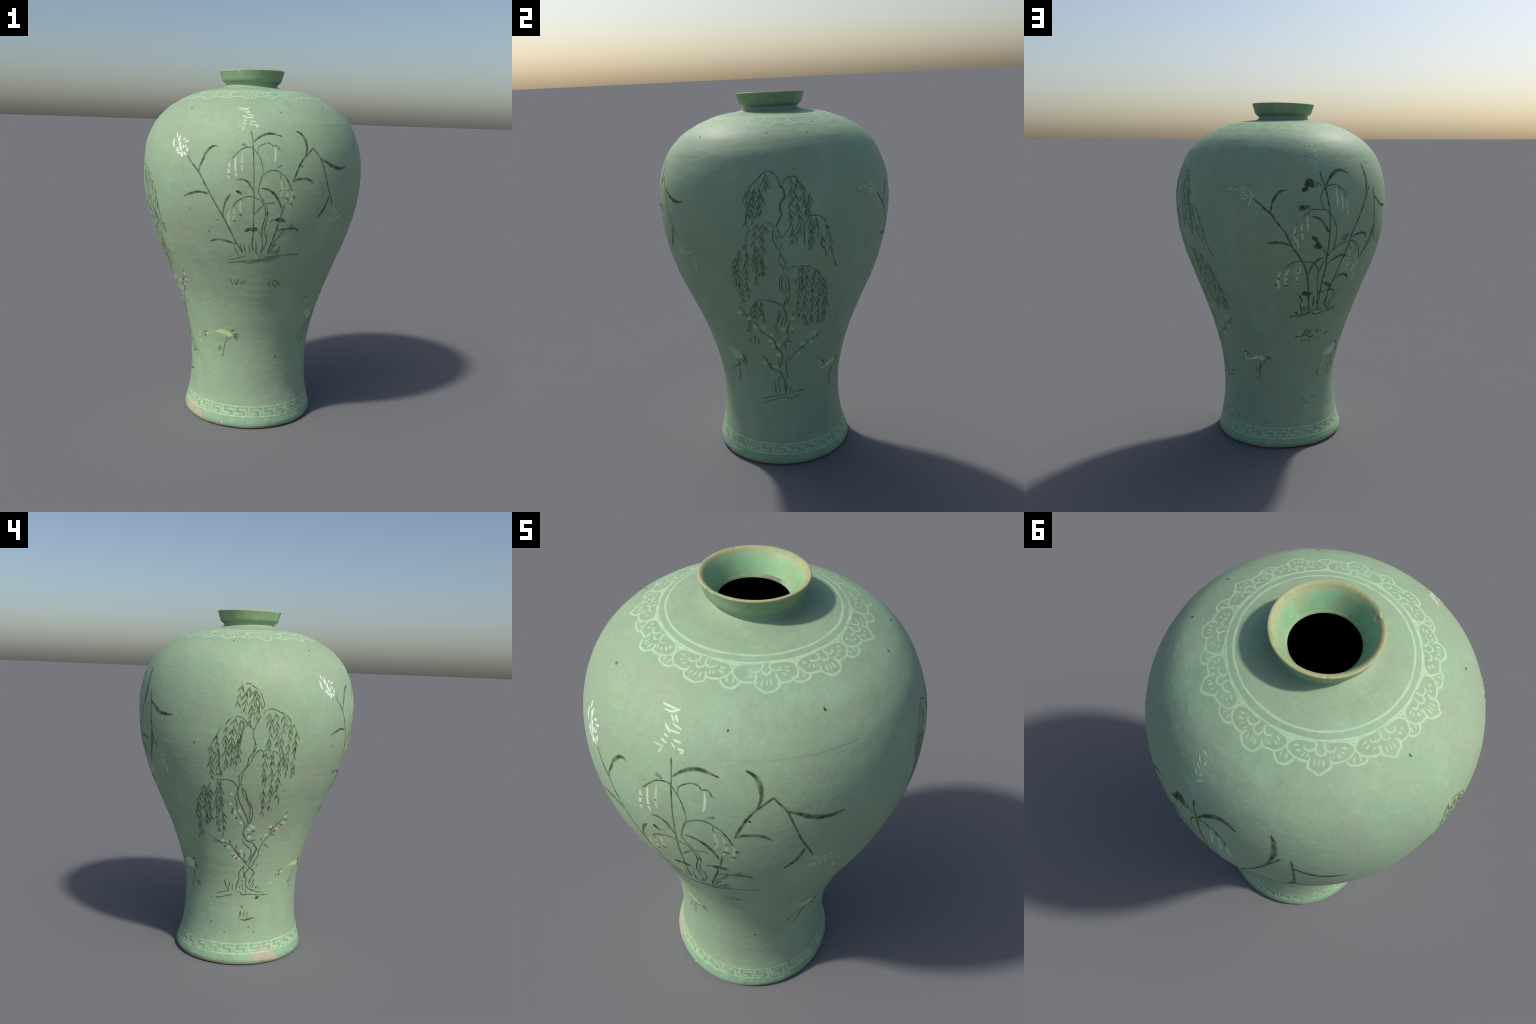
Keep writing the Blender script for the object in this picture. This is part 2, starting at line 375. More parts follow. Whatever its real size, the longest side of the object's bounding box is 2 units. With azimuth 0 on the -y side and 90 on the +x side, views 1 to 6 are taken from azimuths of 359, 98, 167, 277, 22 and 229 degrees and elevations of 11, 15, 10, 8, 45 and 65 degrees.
# ------------------------------------------------------------------ inlay
class Inlay:
    """One piece of inlaid drawing: ribbons, patches and dots that follow the wall."""
    lift = 0
    def __init__(self, name, mat, parent):
        self.name, self.mat, self.parent = name, mat, parent
        self.V, self.N, self.F, self.M, self.mats = [], [], [], [], []
        self.count = 0
    def slot(self, mat):
        pair = PIG[mat or self.mat]
        for mm in pair:
            if mm not in self.mats:
                self.mats.append(mm)
        return self.mats.index(pair[0]), self.mats.index(pair[1])
    def push(self, V, N, F, M):
        self.F += [[q + self.count for q in f] for f in F]; self.M += M
        self.V.append(V); self.N.append(N); self.count += len(V)
    def next_lift(self):
        Inlay.lift = (Inlay.lift + 1) % 23
        return 0.00002 * Inlay.lift + (0.0007 if self.name in ("fret_key", "fret_border") else 0.0002 if self.name == "restored_patch" else 0)
    def ribbon(self, path, width, mat=None, extra=0.0):
        """path: n x 2 (az rad, z m); width: n half-... full widths in metres."""
        core, edge = self.slot(mat)
        az, z = path[:, 0], path[:, 1]
        P, N = wall(az, z)
        T = np.gradient(P, axis=0); T /= np.linalg.norm(T, axis=1, keepdims=True) + 1e-9
        S = np.cross(N, T); S /= np.linalg.norm(S, axis=1, keepdims=True) + 1e-9
        up = 0.0005 + self.next_lift() + extra
        V, n = [], len(path)
        for k, h in ((-0.66, -0.00025), (-0.33, up), (0, up + 0.00012), (0.33, up), (0.66, -0.00025)):
            V.append(P + S * (k * width)[:, None] + N * h)
        V = np.stack(V, 1).reshape(-1, 3); NN = np.repeat(N, 5, 0)
        F, M = [], []
        for i in range(n - 1):
            for c in range(4):
                a = i * 5 + c
                F.append([a, a + 1, a + 6, a + 5]); M.append(core if c in (1, 2) else edge)
        F = [f[::-1] for f in F]
        self.push(V, NN, F, M)
    def stroke(self, mm, pts, profile, mat=None, wobble=0.12):
        P = np.array([(math.radians(a), z / 100) for a, z in pts]); P[:, 0] = np.unwrap(P[:, 0])
        d = np.hypot(np.diff(P[:, 0]) * 0.5, np.diff(P[:, 1])).sum()
        n = max(6, int(d / 0.004))
        C = catmull(P, n); t = np.linspace(0, 1, n)
        jit = 1 + wobble * value_noise(np.stack([t * d * 45, t * 0 + self.count, t * 0], -1))
        self.ribbon(C, 1.1 * mm / 1000 * profile(t, d) * jit, mat)
    def patch(self, pts, mat=None, extra=0.0, smooth_outline=True):
        core, edge = self.slot(mat)
        P = np.array([(math.radians(a), z / 100) for a, z in pts])
        O = catmull(P, max(24, 5 * len(P)), True)
        c = O.mean(0); up = 0.0005 + self.next_lift() + extra
        levels = ((1.04, -0.00025), (0.93, up), (0.75, up + 0.0001), (0.5, up + 0.0001), (0.25, up + 0.0001))
        V, N, n = [], [], len(O)
        for s, h in levels:
            Q, nn = wall(*(c + (O - c) * s).T); V.append(Q + nn * h); N.append(nn)
        Q, nn = wall(c[:1], c[1:]); V.append(Q + nn * (up + 0.0001)); N.append(nn)
        area = ((O[:, 0] - c[0]) * np.roll(O[:, 1] - c[1], -1) - (O[:, 1] - c[1]) * np.roll(O[:, 0] - c[0], -1)).sum()
        F, M = [], []
        for L in range(len(levels)):
            for i in range(n):
                a, b_ = L * n + i, L * n + (i + 1) % n
                F.append([a, b_, b_ + n, a + n] if L < len(levels) - 1 else [a, b_, len(levels) * n]); M.append(edge if L == 0 else core)
        if area < 0:
            F = [f[::-1] for f in F]
        self.push(np.vstack(V), np.vstack(N), F, M)
    def finish(self):
        if self.count == 0:
            return None
        return add_object(self.name, np.vstack(self.V), self.F, np.vstack(self.N), self.mats, self.M, self.parent)

PIECE = None
SUB_OF = {"reed_leaf": "reed_clump", "lotus_leaf": "reed_clump", "reed_plume": "reed_clump", "seed_pod": "reed_clump", "bird_bud": "reed_clump",
          "plum_blossom": "plum_branch", "willow_frond": "willow_trunk", "crane_tail": "crane_body", "crane_leg": "crane_body"}
MAIN, TONE = {}, {}
def inlay(name, mat):
    """start a new named piece; leaves, pods, tails... hang on the last main motif"""
    global PIECE
    close()
    PIECE = Inlay(name, mat, MAIN[SUB_OF[name]] if name in SUB_OF else ROOT)
    TONE[name] = mat
def close():
    global PIECE
    if PIECE is not None:
        ob = PIECE.finish()
        if ob is not None:
            MAIN[PIECE.name] = ob
        if PIECE.name in ("iron_speck", "glaze_fleck", "grass_tuft", "ground_line"):
            ob["kind"] = "stuff"
    PIECE = None

def taper_ends(t, d):
    e = min(0.35, 0.012 / max(d, 1e-3))
    return 0.35 + 0.65 * np.clip(np.minimum(t, 1 - t) / e, 0, 1) ** 0.6
def swell(t, d):
    return 0.22 + 0.85 * np.sin(np.pi * np.clip(t * 0.94 + 0.03, 0, 1)) ** 0.8
def drip(t, d):
    return 0.3 + 0.75 * np.sin(np.pi * t) ** 0.6
def line(mm, *pts):
    PIECE.stroke(mm, pts, taper_ends)
def blade(mm, *pts):
    PIECE.stroke(mm, pts, swell if mm > 7.5 and PIECE.name == "reed_leaf" else drip)
def patch(*pts, mat=None):
    PIECE.patch(pts, mat)
def dot(mm, at, mat=None):
    a, z = at; n = 9
    r = float(np.hypot(*wall_point(math.radians(a), z / 100)[:2]))
    ph = random.random() * 6
    pts = []
    for k in range(n):
        t = 2 * math.pi * k / n
        q = mm / 1000 * (1 + 0.16 * math.sin(2 * t + ph) + 0.1 * math.sin(3 * t - ph))
        pts.append((a + math.degrees(q * math.cos(t) / r), z + 100 * q * math.sin(t)))
    PIECE.patch(pts, mat, extra=0.0006 if mat else 0.0003)
def blossoms(mat, mm, *pts):
    for p in pts:
        inlay("plum_blossom", mat)
        n = random.choice((2, 3))
        dot(mm * 0.92, p)
        r = float(np.hypot(*wall_point(math.radians(p[0]), p[1] / 100)[:2]))
        for k in range(n):                                # petals round the heart
            t = random.random() * 6.28
            dot(mm * 0.5, (p[0] + math.degrees(mm * 0.75e-3 * math.cos(t) / r), p[1] + mm * 0.075 * math.sin(t)))
def frond(*pts):
    """hanging willow shoot: thin stem with chevrons of narrow leaves"""
    inlay("willow_frond", TONE["willow_trunk"])
    PIECE.stroke(2.6, pts, taper_ends)
    P = np.array(pts); C = catmull(P, 80)
    r = np.array([float(np.hypot(*wall_point(math.radians(a), z / 100)[:2])) for a, z in C[::8]]).mean()
    X = np.radians(C[:, 0]) * r * 100
    s = np.concatenate([[0], np.cumsum(np.hypot(np.diff(X), np.diff(C[:, 1])))])
    pos, side = random.uniform(0.0, 0.6), 1
    while pos < s[-1] - 1.2:
        i = min(int(np.searchsorted(s, pos)), 78)
        dx, dz = X[min(i + 4, 79)] - X[i], C[min(i + 4, 79), 1] - C[i, 1]
        base = math.atan2(dx, -dz) * 0.7
        for sd in (-1, 1):
            if random.random() < 0.1:
                continue
            ang = base + sd * math.radians(random.uniform(11, 30))
            L = random.uniform(3.0, 5.3) * (0.8 if pos > s[-1] - 5 else 1)
            off = random.uniform(-0.3, 0.5)
            x0, z0 = X[i], C[i, 1] - off
            bend = sd * random.uniform(-0.1, 0.28)
            q = [(x0, z0), (x0 + math.sin(ang) * L * 0.5 + bend * 0.6, z0 - math.cos(ang) * L * 0.5), (x0 + math.sin(ang) * L, z0 - math.cos(ang) * L)]
            PIECE.stroke(random.uniform(3.8, 5.6), [(math.degrees(x / 100 / r), z) for x, z in q], drip)
        pos += random.uniform(2.5, 4.2)
def bare_frond(*pts):
    inlay("willow_frond", TONE["willow_trunk"])
    PIECE.stroke(5.4, pts, taper_ends)

# ---- slip-inlaid drawings: control points are (azimuth deg, height cm)
inlay('reed_clump', 'ink')
line(5.2, (358.8, 167.4), (359.5, 163.9), (360.0, 159.3), (360.3, 153.6), (360.6, 147.8), (360.8, 141.2), (360.9, 135.3), (361.0, 127.2), (361.0, 119.2), (360.8, 114.9), (360.6, 110.1), (360.8, 107.0))
line(4.0, (350.0, 153.2), (352.3, 156.0), (354.7, 158.4), (357.3, 159.4), (359.5, 159.3), (361.5, 157.1), (363.4, 154.0), (364.5, 150.2), (364.8, 147.1), (364.1, 144.8), (363.3, 141.3), (362.8, 138.5), (363.6, 136.1), (365.2, 133.8), (366.8, 131.0), (367.4, 128.1), (367.0, 125.6))
line(4.8, (5.2, 131.7), (6.3, 128.9), (6.6, 125.2), (5.8, 121.9), (5.2, 118.5), (5.2, 115.9), (5.7, 111.6), (5.7, 108.5), (4.8, 105.3))
line(4.0, (6.8, 131.0), (7.5, 128.1), (7.8, 125.2), (7.1, 123.1), (6.7, 120.2), (6.3, 116.8), (6.8, 115.1), (7.9, 112.9), (7.4, 110.7), (6.2, 107.6), (5.4, 105.8))
line(3.6, (7.2, 118.1), (7.8, 115.5), (7.7, 112.9))
line(4.9, (3.7, 116.7), (4.9, 116.3), (5.4, 113.3))
line(4.8, (2.2, 156.7), (2.3, 159.0), (3.6, 160.4), (5.9, 161.6), (8.1, 161.5), (9.3, 160.3), (10.8, 160.6), (11.9, 159.6), (12.6, 158.3))
line(4.4, (4.6, 146.0), (6.4, 147.6), (8.6, 148.5), (10.8, 148.5), (13.0, 147.3), (15.3, 145.4), (17.0, 142.6), (18.1, 139.7), (18.8, 138.5))
line(3.6, (12.7, 146.9), (13.0, 144.1))
line(4.0, (15.7, 145.0), (16.4, 143.0))
line(4.4, (350.7, 129.6), (352.4, 132.1), (355.4, 134.4), (358.3, 135.4), (360.8, 135.1), (362.8, 134.3), (364.3, 133.5), (365.4, 131.9), (367.6, 132.2), (369.9, 132.6), (370.7, 131.8))
line(4.8, (352.0, 131.3), (352.1, 129.2))
line(4.0, (355.5, 134.5), (355.2, 133.2))
line(4.8, (1.3, 126.5), (3.3, 128.9), (4.7, 130.9))
line(5.6, (14.0, 125.3), (14.7, 129.0), (15.1, 131.8))
line(5.7, (13.0, 122.3), (12.4, 118.5), (11.1, 113.8), (9.8, 109.4), (8.8, 104.5))
line(4.5, (15.9, 117.8), (14.3, 115.1), (12.1, 112.5), (9.8, 109.4))
line(4.1, (18.4, 119.7), (19.6, 120.5), (20.4, 121.8))
line(6.9, (327.8, 154.2), (329.9, 151.4), (332.5, 148.6), (334.5, 146.5), (336.2, 143.5), (337.9, 140.1), (340.0, 136.2), (341.9, 132.7), (343.9, 128.7), (346.1, 124.8), (347.8, 120.7), (350.0, 116.1), (351.8, 111.5), (353.8, 108.1), (355.4, 105.5))
line(4.9, (350.5, 109.6), (352.0, 106.2), (353.2, 103.5))
line(6.1, (359.8, 111.4), (360.6, 109.7), (360.9, 107.0))
line(7.2, (19.1, 143.4), (20.7, 147.7), (22.7, 152.1), (24.9, 155.2), (27.2, 157.4), (29.9, 159.7))
line(6.2, (29.9, 159.7), (31.7, 157.2), (33.7, 154.6), (35.0, 151.2), (36.5, 146.8), (38.3, 141.4), (40.2, 136.9), (41.9, 133.1), (43.1, 130.0))
dot(7.9, (354.0, 137.4))
dot(6.3, (353.3, 137.8))
dot(6.3, (355.0, 136.8))
line(3.6, (355.3, 137.8), (356.8, 137.5), (357.5, 136.5))
inlay('lotus_leaf', 'ink')
patch((356.4, 117.3), (358.0, 119.1), (360.4, 119.5), (362.7, 119.3), (363.0, 117.8), (360.8, 117.5), (359.2, 117.8), (357.6, 117.0))
patch((11.0, 123.8), (12.6, 124.8), (14.6, 124.8), (16.8, 122.9), (14.8, 122.5), (12.4, 122.8))
line(2.8, (8.9, 122.3), (10.2, 123.6), (11.9, 124.2))
inlay('reed_leaf', 'ink')
blade(10.4, (0.2, 162.0), (1.7, 163.6), (4.4, 165.4), (7.5, 166.3), (10.6, 166.0), (14.0, 165.1))
inlay('reed_leaf', 'ink')
blade(10.3, (352.9, 143.4), (355.9, 143.7), (358.5, 142.2), (358.9, 141.1), (360.0, 139.6), (360.7, 137.6))
inlay('reed_leaf', 'ink')
blade(10.3, (4.3, 139.7), (7.0, 139.2), (9.7, 137.4), (11.6, 135.1), (13.1, 132.2), (13.9, 129.8))
inlay('reed_leaf', 'ink')
blade(10.6, (12.4, 117.7), (14.8, 118.5), (18.5, 118.9), (21.5, 119.0), (23.4, 118.1), (24.2, 117.0))
inlay('reed_leaf', 'ink')
blade(10.4, (334.5, 146.5), (335.0, 149.3), (336.3, 152.5), (337.6, 156.1), (339.7, 158.7), (341.6, 159.5), (343.2, 159.3))
inlay('reed_leaf', 'ink')
blade(9.7, (339.8, 135.6), (337.8, 136.2), (334.4, 136.5), (330.9, 135.7), (328.0, 134.6), (325.5, 133.4))
inlay('reed_leaf', 'ink')
blade(8.8, (346.1, 124.8), (346.6, 128.5), (347.7, 132.2), (349.0, 134.7), (350.2, 136.4))
inlay('reed_leaf', 'ink')
blade(9.8, (352.0, 110.2), (349.3, 110.9), (345.9, 111.9), (342.4, 112.1), (339.6, 111.4), (337.6, 110.6))
inlay('reed_leaf', 'ink')
blade(11.3, (25.4, 156.4), (26.2, 158.7), (26.4, 161.4), (25.7, 164.5), (24.1, 166.6), (21.8, 167.8))
inlay('reed_leaf', 'ink')
blade(13.8, (33.9, 154.4), (37.3, 152.8), (41.5, 150.5), (46.2, 149.4), (51.4, 149.8))
inlay('reed_leaf', 'ink')
blade(10.9, (18.9, 143.0), (21.2, 144.2), (24.5, 144.5), (27.5, 143.9), (29.6, 142.1))
inlay('reed_leaf', 'ink')
blade(11.2, (40.3, 136.1), (39.2, 132.8), (37.7, 129.1), (35.6, 126.2), (34.0, 124.2))
inlay('grass_tuft', 'ink')
line(4.5, (13.1, 110.7), (11.5, 109.4), (10.0, 105.6))
line(5.3, (15.4, 109.3), (13.5, 107.1), (11.1, 105.1))
line(3.7, (15.7, 107.6), (14.1, 106.0), (13.1, 104.9))
line(4.9, (354.1, 110.7), (354.8, 107.7), (355.2, 105.4))
line(4.5, (355.9, 110.6), (356.5, 107.7), (357.2, 104.9))
line(4.9, (358.7, 110.5), (359.1, 107.9), (359.3, 104.9))
line(4.9, (2.3, 112.4), (2.6, 108.9), (2.5, 105.7))
line(4.5, (2.2, 112.1), (2.5, 108.4), (2.4, 105.7))
line(4.1, (2.9, 109.1), (2.6, 107.1), (3.6, 104.4))
inlay('ground_line', 'ink_faint')
line(5.0, (346.5, 99.1), (350.6, 99.9), (355.3, 100.6), (359.8, 101.3), (364.7, 101.7))
line(3.7, (348.4, 100.9), (351.3, 102.0), (354.5, 103.1), (357.6, 104.0))
line(5.8, (354.3, 100.4), (357.5, 99.7), (361.1, 100.2), (361.3, 100.7), (364.8, 101.0), (368.4, 101.7), (372.7, 102.8), (376.8, 103.2))
line(5.0, (359.5, 101.3), (363.0, 101.4), (366.5, 102.2), (370.9, 103.3), (374.4, 104.0), (378.4, 104.3))
line(6.7, (18.4, 104.3), (22.6, 104.6), (27.6, 104.4))
line(4.6, (8.0, 100.8), (11.1, 101.5), (14.1, 102.4))
line(3.3, (3.7, 104.8), (5.2, 102.1))
line(3.3, (5.1, 104.4), (8.6, 103.5), (12.1, 104.0))
inlay('grass_tuft', 'ink_faint')
blade(6.4, (346.3, 90.1), (347.4, 88.0), (348.5, 85.7))
line(5.1, (349.4, 89.6), (350.0, 87.3), (350.0, 86.3))
line(4.7, (352.6, 90.1), (351.4, 87.8), (350.4, 86.3))
line(4.2, (354.6, 89.5), (353.1, 87.0))
line(4.7, (357.4, 90.3), (355.8, 88.3), (354.2, 87.3))
inlay('grass_tuft', 'ink_faint')
line(5.1, (11.3, 88.4), (12.3, 85.5))
line(4.7, (13.9, 88.6), (14.9, 85.9))
line(4.3, (14.2, 89.8), (16.5, 89.0), (18.5, 87.3), (19.3, 86.0))
line(4.3, (17.5, 88.0), (16.0, 85.9), (18.1, 85.3))
line(2.6, (19.7, 86.7), (22.4, 87.1))
inlay('bird_bud', 'violet')
patch((11.1, 150.2), (12.2, 151.1), (13.3, 151.4), (13.5, 150.8), (12.4, 150.0))
line(3.2, (10.4, 149.6), (11.3, 150.6), (11.8, 150.8))
patch((354.4, 160.6), (355.1, 161.3), (356.6, 160.7), (357.2, 159.8), (356.3, 159.8), (355.0, 159.9))
inlay('seed_pod', 'slip')
blade(10.3, (349.3, 152.0), (349.4, 149.3), (349.0, 146.1), (349.4, 143.8))
dot(3.6, (349.3, 149.1), mat='rust')
dot(4.8, (349.1, 146.0), mat='rust')
inlay('seed_pod', 'slip')
blade(8.7, (352.1, 154.6), (352.0, 151.3), (352.3, 147.5), (352.7, 144.8))
dot(3.2, (352.3, 147.3), mat='rust')
inlay('seed_pod', 'slip_green')
blade(10.3, (355.3, 157.2), (355.1, 153.4), (355.0, 150.3), (355.3, 147.6))
dot(3.2, (354.9, 151.1), mat='rust')
inlay('seed_pod', 'slip_green')
blade(8.8, (349.5, 128.3), (348.8, 125.4), (349.1, 122.0), (349.7, 119.3))
inlay('seed_pod', 'slip_green')
blade(10.4, (351.8, 128.8), (351.6, 125.9), (351.3, 123.4), (351.6, 121.3))
dot(3.2, (351.4, 125.9), mat='rust')
dot(6.0, (351.5, 122.6), mat='rust')
inlay('seed_pod', 'slip_green')
blade(11.2, (354.9, 133.2), (354.6, 130.2), (354.8, 127.7), (354.8, 125.7))
dot(7.2, (354.8, 126.1), mat='rust')
inlay('seed_pod', 'slip')
blade(7.1, (10.2, 159.6), (10.4, 156.9), (10.3, 154.2), (9.9, 152.3))
inlay('seed_pod', 'slip_green')
blade(9.6, (12.9, 144.1), (13.4, 141.8), (13.9, 139.1), (13.6, 137.1), (12.9, 135.5))
dot(3.6, (13.2, 138.7), mat='rust')
inlay('seed_pod', 'slip_green')
blade(9.6, (15.6, 143.0), (16.2, 138.7), (16.5, 137.1), (16.3, 134.7), (15.6, 132.6))
dot(3.6, (16.4, 138.9), mat='rust')
dot(7.2, (16.3, 134.7), mat='rust')
inlay('seed_pod', 'slip_green')
blade(9.6, (18.2, 138.7), (18.9, 136.7), (18.6, 134.3), (18.4, 131.8), (18.0, 129.4))
dot(7.2, (19.6, 135.5), mat='rust')
dot(6.8, (18.5, 132.0), mat='rust')
inlay('reed_plume', 'slip_dull')
blade(5.5, (43.3, 126.6), (44.5, 129.1))
blade(5.5, (44.8, 125.6), (46.2, 128.7))
blade(5.5, (46.6, 125.0), (47.9, 127.5))
blade(5.1, (49.7, 126.1), (49.4, 128.3))
blade(5.9, (42.6, 121.4), (43.0, 123.2), (42.8, 124.9))
blade(5.9, (44.2, 121.3), (44.5, 124.3))
blade(5.5, (46.2, 121.4), (46.5, 124.2))
blade(5.6, (48.1, 121.8), (48.9, 124.4))
blade(5.2, (49.4, 123.0), (53.0, 124.4))
blade(5.2, (52.0, 119.7), (53.0, 116.4), (51.8, 112.5))
blade(5.2, (53.6, 119.9), (53.9, 122.6))
inlay('reed_plume', 'slip')
blade(6.2, (349.6, 178.5), (353.0, 178.5), (357.0, 178.4))
blade(6.1, (351.3, 177.6), (354.5, 177.7), (357.2, 178.8))
blade(6.5, (354.6, 177.1), (356.6, 175.8))
blade(6.9, (355.9, 177.5), (357.9, 176.0))
blade(6.5, (356.2, 175.5), (360.2, 174.8))
blade(7.3, (353.6, 174.9), (356.6, 173.4))
blade(6.1, (355.9, 173.9), (360.0, 174.0))
blade(5.6, (354.4, 172.7), (356.3, 172.2))
blade(6.0, (353.9, 171.3), (356.4, 170.6))
blade(7.2, (358.0, 172.1), (361.1, 171.9))
blade(5.6, (351.7, 169.5), (355.9, 169.5))
blade(4.4, (355.1, 169.2), (354.1, 167.2))
blade(5.2, (357.8, 171.2), (359.5, 170.1))
blade(9.6, (0.3, 170.3), (2.7, 170.0))
blade(5.6, (1.1, 169.2), (2.7, 169.8))
inlay('reed_plume', 'slip_bright')
blade(7.5, (318.1, 165.2), (318.9, 162.8))
blade(7.5, (320.6, 164.1), (321.2, 161.3))
blade(7.5, (319.8, 162.8), (321.3, 160.1))
blade(8.3, (317.0, 162.3), (317.5, 159.5), (318.6, 157.9))
blade(7.0, (323.1, 161.7), (325.0, 162.4))
blade(7.0, (324.8, 160.6), (327.2, 161.7))
blade(7.0, (322.4, 160.9), (322.2, 158.5))
blade(7.0, (325.8, 159.5), (325.5, 157.9))
blade(9.0, (326.9, 158.1), (327.1, 155.8))
blade(7.4, (321.8, 159.3), (323.0, 157.4), (324.0, 156.6))
blade(7.0, (319.8, 156.4), (322.5, 156.1))
blade(7.0, (321.1, 155.3), (323.8, 155.0))
blade(7.4, (324.0, 156.2), (324.9, 153.9))
blade(10.3, (323.8, 155.0), (324.5, 153.2))
blade(8.2, (325.1, 155.9), (326.8, 154.2))
blade(9.1, (321.3, 160.1), (322.6, 158.1), (323.8, 156.2))
blade(7.4, (320.1, 157.6), (321.8, 156.9))
blade(7.4, (324.3, 159.4), (324.3, 157.4))
inlay('crane_body', 'slip_yellow')
patch((326.8, 55.1), (330.9, 56.9), (335.9, 57.8), (340.3, 57.0), (344.6, 55.5), (343.6, 53.9), (338.5, 54.0), (335.4, 54.9), (331.4, 55.0))
line(3.2, (320.8, 54.4), (326.8, 55.2))
dot(8.2, (318.5, 53.0))
dot(6.9, (315.4, 51.6), mat='rust')
inlay('crane_tail', 'ink')
blade(7.6, (342.6, 57.1), (346.6, 58.1))
blade(6.7, (345.4, 55.6), (350.5, 55.4))
blade(6.7, (346.1, 54.7), (350.4, 53.7))
blade(8.1, (345.7, 54.1), (349.6, 51.6))
blade(5.0, (313.4, 52.6), (315.2, 53.8), (319.9, 54.7))
dot(4.2, (312.0, 51.3))
inlay('crane_leg', 'ink_faint')
line(5.0, (338.8, 53.5), (338.2, 51.0), (336.8, 48.9), (335.8, 45.9), (335.0, 42.7))
line(4.1, (343.8, 53.5), (339.8, 51.4), (336.8, 49.4))
line(4.6, (332.2, 41.6), (335.2, 42.4), (334.3, 40.6))
line(5.0, (333.0, 47.6), (330.3, 46.0), (330.2, 44.8), (332.8, 45.6), (333.7, 46.6))
inlay('willow_trunk', 'ink_pale')
line(8.9, (99.8, 159.2), (100.6, 157.9), (101.6, 157.0), (101.8, 155.1), (101.9, 153.0), (100.8, 151.6), (99.8, 149.8), (99.9, 147.6), (100.1, 145.0), (99.4, 143.2), (98.4, 141.3), (97.7, 139.3))
line(4.9, (96.8, 138.7), (96.1, 136.0), (96.2, 133.3), (96.8, 130.9), (98.4, 128.0))
line(4.9, (97.7, 139.1), (98.8, 136.7), (100.0, 133.5))
line(3.4, (97.4, 136.4), (99.0, 133.1))
line(3.4, (97.0, 135.6), (97.9, 132.8), (98.5, 130.8))
line(3.7, (100.0, 133.3), (101.5, 136.1), (103.3, 137.9))
line(4.5, (100.3, 131.1), (99.3, 129.1), (98.7, 127.5))
line(4.2, (98.7, 127.5), (99.0, 125.9), (98.6, 124.2), (98.2, 121.7), (99.6, 119.1), (100.6, 116.5))
line(4.2, (99.1, 126.1), (100.2, 123.3), (101.3, 121.1), (101.2, 118.5), (101.7, 117.4))
line(5.1, (100.0, 115.1), (98.4, 112.6), (97.9, 109.0), (98.8, 105.8), (101.5, 103.7))
line(4.3, (100.6, 113.3), (99.1, 110.8), (99.2, 107.6), (101.0, 105.2))
line(3.9, (100.9, 111.5), (101.1, 108.8), (101.9, 106.9), (101.5, 103.7))
line(5.9, (101.2, 114.6), (102.5, 111.4), (103.1, 107.3), (103.2, 103.1), (102.3, 99.4), (100.1, 96.4))
line(5.1, (101.5, 103.3), (101.2, 100.4), (99.6, 96.2))
line(4.8, (100.1, 158.8), (99.5, 161.0), (98.3, 163.5), (96.2, 164.8), (97.5, 163.9), (95.4, 165.0), (92.8, 164.1), (90.3, 161.7), (87.8, 158.9), (85.7, 156.1), (84.2, 152.9), (83.8, 150.3))
line(5.6, (100.9, 158.1), (102.4, 160.8), (104.6, 162.1), (107.1, 162.1), (108.3, 160.8))
line(4.1, (92.8, 142.0), (95.1, 141.3), (96.7, 139.5), (96.6, 138.9))
line(4.5, (112.2, 143.6), (112.8, 143.6), (115.2, 143.7), (117.4, 142.8), (119.3, 141.2), (119.7, 139.2))
line(3.9, (101.6, 116.1), (103.7, 118.1), (105.6, 118.8), (107.1, 118.4), (109.0, 119.1), (110.6, 118.2), (112.2, 118.5), (114.8, 116.4), (117.4, 114.9), (119.5, 111.9), (121.6, 108.5), (123.5, 104.5))
line(6.0, (99.6, 96.2), (97.2, 98.1), (94.7, 99.4), (92.5, 100.2), (94.9, 98.9), (92.4, 99.9), (89.4, 100.4), (85.9, 100.5), (83.3, 98.4))
line(6.9, (99.4, 96.2), (101.0, 92.7), (101.4, 89.3), (101.2, 86.8), (99.9, 84.9))
line(4.9, (97.5, 94.4), (96.4, 90.5), (95.4, 86.1), (94.7, 82.7), (96.3, 79.1))
line(4.4, (98.6, 92.4), (97.0, 89.0), (96.2, 86.1))
line(4.5, (100.2, 90.3), (98.7, 86.5), (97.8, 83.1))
line(4.5, (86.7, 138.6), (84.8, 135.9), (84.0, 131.1))
inlay('plum_branch', 'ink_pale')
line(5.4, (73.4, 95.6), (75.7, 94.1), (76.8, 91.7), (77.7, 88.3), (80.5, 87.0), (83.1, 84.6), (85.1, 80.6), (88.8, 78.3), (91.8, 76.3), (93.6, 74.2), (94.0, 71.7), (96.4, 69.1), (98.4, 66.5), (98.6, 64.0))
line(5.0, (103.2, 78.3), (102.1, 75.4), (100.5, 74.2), (99.0, 72.6), (97.8, 69.6))
line(5.0, (96.2, 78.2), (96.3, 75.7))
line(4.6, (100.7, 73.5), (100.7, 70.5), (101.5, 67.9))
line(5.5, (93.9, 72.7), (94.0, 70.5), (96.3, 68.9), (98.2, 66.5), (98.5, 64.0), (97.7, 60.9), (96.0, 58.4), (95.0, 57.4))
line(4.7, (96.0, 63.5), (95.5, 61.0), (96.7, 58.9))
line(7.4, (94.0, 56.4), (96.8, 54.3), (98.7, 51.2), (100.0, 49.6), (100.2, 46.1), (100.3, 41.1))
line(5.6, (100.6, 62.9), (100.9, 59.3), (101.5, 55.6), (102.1, 52.6), (101.0, 50.1))
line(3.4, (102.7, 66.8), (102.4, 63.8), (102.5, 61.7))
line(5.5, (102.5, 60.7), (104.6, 63.1), (107.0, 66.0), (110.0, 67.7), (113.3, 69.3), (117.0, 72.1), (120.5, 73.7), (124.8, 75.2), (124.1, 75.8), (127.4, 78.3))
